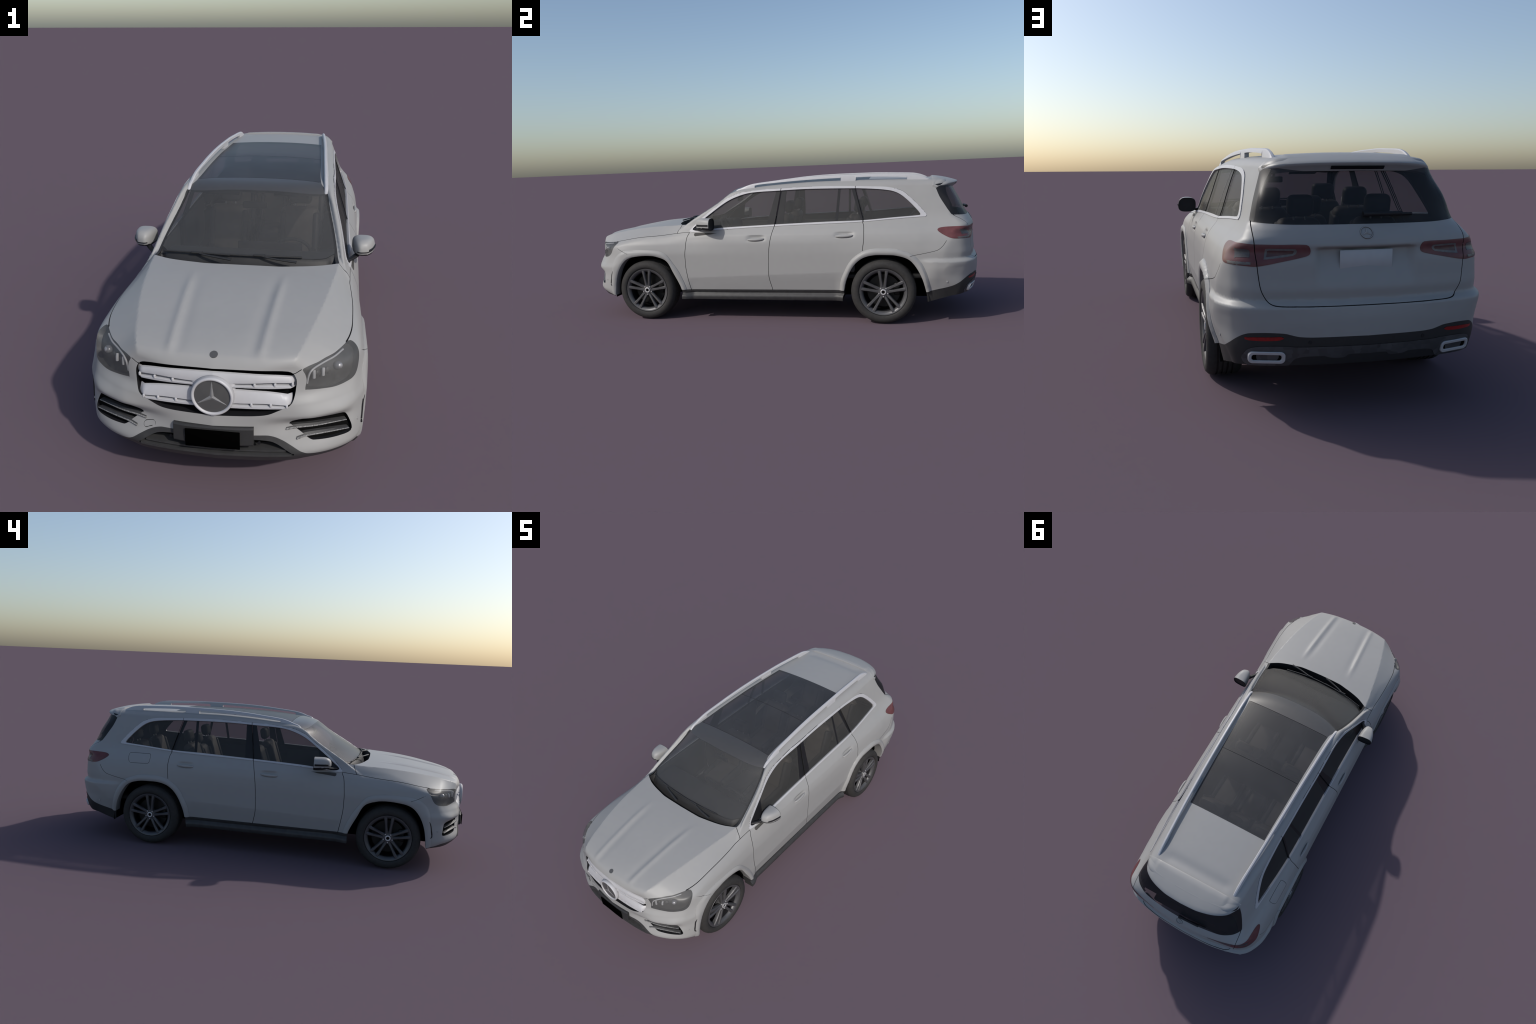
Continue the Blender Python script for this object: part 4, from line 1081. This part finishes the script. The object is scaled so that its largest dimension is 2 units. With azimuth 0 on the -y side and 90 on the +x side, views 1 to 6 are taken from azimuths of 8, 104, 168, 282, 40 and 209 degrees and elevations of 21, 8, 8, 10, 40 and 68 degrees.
# ================================================================ door mirrors
MCX, MCZ, MHX, MHZ = .3735, .4835, .0378, .0305
def mirror_front(x, z):
    """front face of the housing over its rear outline"""
    px, pz = (x - MCX) / MHX, (z - MCZ) / MHZ
    rho = (np.abs(px) ** 3.4 + np.abs(pz) ** 3.0) ** (1 / 3.2)
    depth = np.interp(x, [.335, .360, .385, .402, .413], [.084, .082, .074, .058, .036])
    return -.2765 - depth * np.maximum(1 - np.minimum(rho, 1) ** 3.0, 0) ** .55, rho, depth
mg = [group('door_mirror'), group('door_mirror')]
n, rings = 56, 18
Vm, Fm = [], []
for i in range(rings + 1):
    q = math.cos(i / rings * math.pi / 2) if i < rings else .02
    for a in np.arange(n) * 2 * math.pi / n:
        ca, sa = math.cos(a), math.sin(a)
        k = (abs(ca) ** 3.4 + abs(sa) ** 3.0) ** (-1 / 3.2)
        x, z = MCX + MHX * q * k * ca, MCZ + MHZ * q * k * sa
        if sa > 0: x -= .006 * sa * q * max(ca, 0)
        y = -.2765 - float(mirror_front(x, MCZ)[2]) * max(1 - q ** 3, 0) ** .55
        z += .0075 * max(sa, 0) * 4 * q * q * (1 - q * q)
        Vm.append((x, float(y) + .004 * (1 - (x - .335) / .078), z))
for i in range(rings):
    for k in range(n):
        Fm.append((i * n + k, i * n + (k + 1) % n, (i + 1) * n + (k + 1) % n, (i + 1) * n + k))
Fm.append(tuple(rings * n + k for k in range(n)))
Vm = np.array(Vm)
rim1 = Vm[:n] + [0, .0022, 0]; rim1 = rim1 + (np.array([MCX, 0, MCZ]) - rim1) * [.03, 0, .03]
rim2 = Vm[:n] + [0, .0022, 0]; rim2 = rim2 + (np.array([MCX, 0, MCZ]) - rim2) * [.10, 0, .10]
rim3 = rim2 - [0, .003, 0]
Vb = np.vstack([Vm[:n], rim1, rim2, rim3])
Fb = [(j * n + (k + 1) % n, j * n + k, (j + 1) * n + k, (j + 1) * n + (k + 1) % n) for j in range(3) for k in range(n)]
Cm = np.array([Vm[list(f)].mean(0) for f in Fm])
for s in (0, 1):
    m = 1 - 2 * s
    for nm, F, mat in (('mirror_cap', [f for f, c in zip(Fm, Cm) if c[2] >= .4705], PAINT), ('mirror_lower_shell', [f for f, c in zip(Fm, Cm) if c[2] < .4705], BLACKG)):
        V2, F2, _ = compact(Vm, F); fix(add(nm, V2 * [m, 1, 1], F2, mat, mg[s], angle=60))
    fix(add('mirror_bezel', Vb * [m, 1, 1], Fb, BLACKG, mg[s], angle=40))
    add('mirror_glass', rim3 * [m, 1, 1], [tuple(range(n))], BLACKG, mg[s])
    tube('mirror_stalk', np.array([(.316,-.376,.4580),(.328,-.364,.4585),(.342,-.345,.4600),(.356,-.322,.4640)]) * [m, 1, 1], [.010,.009,.0095,.010], BLACKG, mg[s], 12, flat=.6)
    for z, x0, r in ((.4788, .352, .0018), (.4835, .390, .0030)):
        xs_ = np.r_[np.linspace(x0, .4085, 14), .4098, .4105]
        P = [(x, float(mirror_front(x, z)[0]) - .0004 + .004 * (1 - (x - .335) / .078), z) for x in xs_]
        P.append((.4112, -.280, z))
        tube('mirror_indicator', np.array(P) * [m, 1, 1], r, BLACKG, mg[s], 8)

# ================================================================ door handles
def handle(yc, zc, par):
    for s in (0, 1):
        sec = []
        for t in np.linspace(-1, 1, 21):
            y = yc + t * .0440; e = max(1 - abs(t) ** 3.2, .0) ** .5
            z = zc - .0065 + .0030 * t ** 2 * 0 + .003 * (t > 0) * t
            x = skin_point(None, y=y, z=z - .0095)[0] - .001
            hz, hx = .0068 * max(e, .12), .0105 * max(e, .1)
            sec.append(np.array([(x - .006 + hx * (1 + math.cos(a)) * .62, y, z + hz * math.sin(a)) for a in np.arange(12) * math.pi / 6]))
        V, F = loft(sec)
        fix(add('door_handle', V * [1 - 2 * s, 1, 1], F, PAINT, par[s], angle=60))
handle(-.055, .4105, fdoor); handle(.375, .4215, rdoor)

# ================================================================ wipers
WIP = group('wiper_set')
def on_skin(x, y, out): 
    p = skin_point(abs(x), y=y, z=None); n = skin_normal(p[None])[0]; p = p + n * out; return p * [np.sign(x) if x else 1, 1, 1]
for blade, arm in (([(-.264,-.438),(-.20,-.452),(-.128,-.463),(-.045,-.472)], [(-.150,-.462),(-.128,-.475),(-.085,-.492),(-.035,-.508)]),
                   ([(-.075,-.468),(.0,-.471),(.067,-.469),(.179,-.456)], [(.048,-.470),(.070,-.478),(.112,-.490),(.165,-.498)])):
    P = polyline([on_skin(x, y, .0075) for x, y in blade], 20); tube('wiper_blade', P, .0030, PLASTIC, WIP, 8)
    Q = polyline([on_skin(x, y, .0105) for x, y in arm], 14); tube('wiper_arm', Q, np.linspace(.0034, .0052, 14), PLASTIC, WIP, 8, flat=.7)
    p = on_skin(*arm[0], .010); tube('wiper_joint', [p + [-.018, 0, .0], p + [.018, -.002, 0]], .0046, PLASTIC, WIP, 8)
def on_tail(x, z, out):
    p = skin_point(abs(x), y=1, z=z); n = skin_normal(p[None])[0]; p = p + n * out; return p * [np.sign(x) if x else 1, 1, 1]
P = polyline([on_tail(x, .513, .012) for x in (.004, -.03, -.07, -.098)], 10); tube('rear_wiper', P, [.0075] * 2 + [.006] * 8, BLACKG, WIP, 10)
P = polyline([on_tail(x, .5135, .007) for x in (-.06, -.09, -.131)], 8); tube('rear_wiper', P, .0038, BLACKG, WIP, 8)

# ================================================================ tail: plate, badge, exhausts, sensors
c = on_tail(0, .406, .004)
pl = rbox('number_plate', (.139, .004, .050), (0, on_tail(0, .406, .0035)[1], .4060), PLATEW, .001, 1, gate_o, rot=('X', -.04))
sb = on_tail(0, .4735, .0)
sn = skin_normal(sb[None])[0]; e1 = np.array([1., 0, 0]); e2 = np.cross(sn, e1) * -1
if e2[2] < 0: e2 = -e2
RB_ = group('rear_badge', gate_o)
for (V, F), nm, mt in ((ring(.0160, .0011, 48, 8), 'badge_ring', PAINT), (star_mesh(.0155, .0022), 'badge_star', PAINT)):
    o = fix(add(nm, sb + np.outer(V[:, 0], e1) + np.outer(-V[:, 1] + .0008, sn) + np.outer(V[:, 2], e2), F, mt, RB_, smooth=(nm == 'badge_ring')))
V, F = ring(.0160, .0016, 48, 6, .5); fix(add('badge_dark_outline', sb + np.outer(V[:, 0], e1) + np.outer(-V[:, 1] + .0002, sn) + np.outer(V[:, 2], e2), F, GAP, RB_))
def rrect(cx, cz, hx, hz, r, n=6, skew=0.):
    P = []
    for sx, sz, a0 in ((1, 1, 0), (-1, 1, 90), (-1, -1, 180), (1, -1, 270)):
        for k in range(n + 1):
            a = math.radians(a0 + 90 * k / n)
            P.append((cx + sx * (hx - r) + r * math.cos(a), cz + sz * (hz - r) + r * math.sin(a)))
    return P
for m in (1, -1):
    EX = group('exhaust_tip', rb_o)
    yy = lambda x, z: .9545 - .30 * (x - .2555) + .38 * (z - .163)
    sec = []
    for d, g in ((-.030, -.0010), (.001, 0), (.0035, -.0014), (.0035, -.0070), (.0005, -.0090), (-.028, -.0095)):
        sec.append(np.array([(x, yy(x, z) + d, z) for x, z in rrect(.2555, .1630, .0455 + g, .0168 + g, .0120 + g * .6)]))
    V, F = loft(sec, True, False); fix(add('exhaust_trim', V * [m, 1, 1], F, BRIGHT, EX, angle=35))
    V = np.array([(x, yy(x, z) - .002, z) for x, z in rrect(.2555, .1630, .0375, .0088, .006)]); 
    add('exhaust_mouth', V * [m, 1, 1], [tuple(range(len(V)))], VOID, EX)  # flat black plate set just proud of the skin inside the trim ring
    rbox('exhaust_baffle', (.0035, .014, .014), (m * .246, .9470, .163), PLASTIC, .001, 1, EX)
    for x, z in ((.150, .2045),):
        c = on_tail(x, z, .0005); tube('parking_sensor', [c * [m, 1, 1] - [0, .003, 0], c * [m, 1, 1] + [0, .0012, 0]], .0045, BLACKG, rb_o, 14, up=(1, 0, 0))
    c = skin_point(None, y=.840, z=.2005); tube('parking_sensor', [(m * (c[0] - .003), c[1], c[2]), (m * (c[0] + .0016), c[1] + .0006, c[2])], .0042, PAINT, rb_o, 14)
    c = skin_point(None, y=-.862, z=.205); tube('parking_sensor', [(m * (c[0] - .003), c[1], c[2]), (m * (c[0] + .0012), c[1] - .0006, c[2])], .0036, PAINT, fb_o, 14)

# ================================================================ wheels
def build_wheel():
    G = group('wheel')
    R, w = .1512, .0555
    prof = [(-w + .006, .108), (-w + .001, .118), (-w, .128), (-w + .003, .139), (-w + .012, .1475), (-w + .020, .1500)]
    for k in range(5):
        a = -.030 + k * .015
        prof += [(a - .0045, R - .0006), (a + .0045, R - .0006)]
        if k < 4: prof += [(a + .0055, R - .0045), (a + .0095, R - .0045)]
    prof += [(w - .020, .1500), (w - .012, .1475), (w - .003, .139), (w, .128), (w - .001, .119), (w - .004, .1135), (w - .008, .1115)]
    V, F = lathe(prof, 96); fix(add('tyre', V, F, RUBBER, G, angle=50))
    rp = [(w - .010, .1115), (w - .006, .1112), (w - .0045, .1100), (w - .0050, .1055), (w - .0085, .0995), (w - .015, .0940), (w - .020, .0930)]
    V, F = lathe([(w - .020, .0930), (w - .028, .0920), (-.010, .092), (-w + .014, .0985), (-w + .006, .1085)], 72); fix(add('rim_barrel', V, F, BLACKG, G, angle=40))  # alloy barrel coloured black for the shade behind the spokes
    V, F = lathe([(w - .0062, .1118), (w - .0052, .1135)], 96); fix(add('bead_gap', V, F, VOID, G))
    V, F = lathe(rp, 96); fix(add('rim', V, F, RIM, G, angle=40))
    # five twin spokes
    V, F = [], []
    def spoke(ang, side):
        sec = []
        for t in np.linspace(0, 1, 13):
            r = .0175 + t * (.1015 - .0175)
            o = side * (.0062 + .0112 * t)
            hw = .0078 - .0016 * math.sin(math.pi * t) + .0006 * t ** 4
            xf = .0465 + .0040 * sstep(t) - .003 * (1 - t) ** 2
            dx = .013 + .006 * t
            prof_ = [(o - hw, xf - dx), (o - hw * 1.05, xf - .004), (o - hw * .55, xf), (o + hw * .55, xf), (o + hw * 1.05, xf - .004), (o + hw, xf - dx)]
            ca, sa = math.cos(ang), math.sin(ang)
            sec.append(np.array([(x, r * ca - q * sa, r * sa + q * ca) for q, x in prof_]))
        return loft(sec)
    for k in range(5):
        for side in (1, -1):
            v, f = spoke(math.pi / 2 + k * 2 * math.pi / 5, side)
            F += [tuple(i + len(V) for i in q) for q in f]; V += v.tolist()
    fix(add('spoke_set', V, F, RIM, G, angle=40))
    V, F = lathe([(.012, .0265), (.040, .0255), (.0445, .0225), (.0455, .0150), (.042, .0135), (.042, .0005)], 48); fix(add('hub', V, F, RIM, G, angle=40))
    V, F = lathe([(.042, .0140), (.0485, .0135), (.0495, .0115), (.0485, .0080), (.045, .0075)], 40); fix(add('hub_cap_ring', V, F, STEEL, G, angle=50))
    V, F = lathe([(.0455, .0080), (.0462, .0004)], 5); fix(add('hub_cap', V, F, VOID, G, smooth=False))
    for k in range(5):
        a = -math.pi / 2 + k * 2 * math.pi / 5
        tube('wheel_bolt', [(.036, .0215 * math.cos(a), .0215 * math.sin(a)), (.0475, .0215 * math.cos(a), .0215 * math.sin(a))], .0030, STEEL, G, 8, up=(0, 1, 0))
    V, F = lathe([(.004, .020), (.004, .078), (-.006, .078), (-.006, .020)], 64); fix(add('brake_disc', V, F, DISC, G, angle=40))
    V, F = lathe([(-.008, .005), (-.008, .0975), (-.012, .0975)], 64); fix(add('wheel_back', V, F, VOID, G, angle=40))
    rbox('brake_caliper', (.024, .030, .060), (.004, .062, .010), DISC, .006, 2, G)
    return G
W0 = build_wheel()
kids = list(W0.children)
first = True
for x, y in ((.3170, -.641), (.3270, .554), (-.3170, -.641), (-.3270, .554)):
    if first: G = W0; first = False
    else:
        G = group('wheel')
        for k in kids:
            c = k.copy(); bpy.context.scene.collection.objects.link(c); c.parent = G
    G.location = (x, y, .1515)
    G.rotation_euler = (0, 0, 0 if x > 0 else math.pi)
    if x < 0: G.rotation_euler = (0, 0, math.pi)

# ================================================================ wheel wells and underbody
def well(pts, name):
    P = smooth_line(pts, False, 6)
    for m in (1, -1):
        n = len(P)
        V = [(m * .352, y, z) for y, z in P] + [(m * .215, y, z) for y, z in P]
        F = [(i, i + 1, n + i + 1, n + i) for i in range(n - 1)]
        V += [(m * .215, P[0, 0], .05), (m * .215, P[-1, 0], .05)]
        F.append(tuple(n + i for i in range(n)))
        add(name, V, F, WELL, angle=50)
well([(-.822,.112),(-.8215,.14),(-.810,.212),(-.787,.270),(-.754,.311),(-.719,.329),(-.670,.337),(-.620,.339),(-.573,.333),(-.517,.308),(-.485,.248),(-.446,.161),(-.444,.112)], 'wheel_well')
well([(.360,.105),(.364,.164),(.377,.215),(.409,.278),(.451,.317),(.501,.334),(.566,.336),(.621,.331),(.675,.312),(.708,.277),(.737,.221),(.755,.156),(.764,.10)], 'wheel_well')
UB = group('underbody')
rbox('floor_pan', (.66, .80, .030), (0, -.042, .132), FLOOR, .006, 2, UB)
rbox('floor_pan', (.42, .52, .040), (0, -.66, .135), FLOOR, .006, 2, UB)
rbox('floor_pan', (.42, .52, .040), (0, .56, .135), FLOOR, .006, 2, UB)
rbox('floor_pan', (.50, .14, .020), (0, .850, .152), FLOOR, .010, 2, UB)
rbox('floor_pan', (.50, .07, .012), (0, -.875, .134), FLOOR, .004, 2, UB)
for y in (-.641, .554):
    tube('axle', [(-.30, y, .15), (.30, y, .15)], .016, FLOOR, UB, 12)

# ================================================================ cabin
CAB = group('cabin')
for nm in ('side_frame', 'roof_panel', 'front_door', 'rear_door', 'pillar_cover', 'tailgate', 'rear_pillar_cover', 'window_trim', 'roof_header'):
    V, F, N, _ = pick(nm)
    C = np.array([V[list(f)].mean(0) for f in F])
    F = [f[::-1] for f, c in zip(F, C) if c[2] > .19 and -.40 < c[1] < .93]
    V, F, used = compact(V - N * .010, F)
    V, F, _ = both(V, F)
    add('cabin_lining', V, F, CABIN if nm in ('pillar_cover', 'window_trim', 'rear_pillar_cover', 'roof_header') else LINING, CAB)
rbox('cabin_floor', (.62, 1.25, .02), (0, .22, .215), CABIN, .004, 1, CAB)
rbox('boot_floor', (.56, .20, .02), (0, .80, .34), CABIN, .004, 1, CAB)
rbox('dashboard', (.58, .150, .090), (0, -.372, .418), CABIN, .025, 4, CAB)
rbox('dashboard', (.60, .10, .20), (0, -.41, .32), CABIN, .02, 3, CAB)
rbox('centre_console', (.085, .34, .13), (0, -.17, .285), CABIN, .015, 3, CAB)
rbox('dashboard_screen', (.22, .008, .040), (.06, -.292, .462), BLACKG, .004, 2, CAB)
for m in (1, -1):
    rbox('door_card', (.020, .36, .20), (m * .334, -.20, .34), LINING, .008, 2, CAB)
    rbox('door_card', (.020, .36, .20), (m * .334, .24, .34), LINING, .008, 2, CAB)
# steering wheel and rear-view mirror
V, F = ring(.062, .0060, 48, 10)
a = .45; rot = np.array([[1, 0, 0], [0, math.cos(a), -math.sin(a)], [0, math.sin(a), math.cos(a)]])
add('steering_wheel', V @ rot.T + [.135, -.262, .438], F, CABIN, CAB)
tube('steering_column', [(.135, -.262, .438), (.135, -.34, .41)], .014, CABIN, CAB, 12)
rbox('rear_view_mirror', (.085, .012, .026), (0, -.225, .590), BLACKG, .006, 3, CAB)
tube('rear_view_mirror', [(0, -.222, .598), (0, -.205, .622)], .006, BLACKG, CAB, 8)
for m in (1, -1): rbox('sun_visor', (.12, .05, .006), (m * .12, -.165, .622), CABIN, .003, 2, CAB, rot=('X', .3))
def seat(x, y, z, w, tall, par, lean=.32):
    S = group('seat', par)
    rbox('seat_cushion', (w, .165, .060), (x, y, z), SEAT, .022, 4, S, rot=('X', .10))
    for k in (-1, 1): rbox('seat_bolster', (w * .18, .16, .070), (x + k * w * .42, y, z + .008), SEATD, .016, 3, S, rot=('X', .10))
    yb, zb = y + .085 + math.sin(lean) * tall * .5, z + math.cos(lean) * tall * .5
    rbox('seat_back', (w, .058, tall), (x, yb, zb), SEAT, .024, 4, S, rot=('X', -lean))
    for k in (-1, 1): rbox('seat_bolster', (w * .17, .066, tall * .85), (x + k * w * .43, yb - .006, zb - .006), SEATD, .018, 3, S, rot=('X', -lean))
    yh, zh = y + .085 + math.sin(lean) * (tall + .040), z + math.cos(lean) * (tall + .040)
    rbox('headrest', (w * .60, .040, .062), (x, yh, zh), SEATD, .018, 4, S, rot=('X', -lean * .6))
    for k in (-1, 1): tube('headrest_post', [(x + k * w * .13, yh - .008, zh - .05), (x + k * w * .13, yh, zh)], .003, STEEL, S, 6)
for m in (1, -1): seat(m * .138, -.085, .315, .148, .205, CAB)
for m in (1, -1): seat(m * .150, .270, .320, .140, .195, CAB)
seat(0, .275, .320, .115, .165, CAB)
for m in (1, -1): seat(m * .115, .590, .350, .130, .150, CAB)
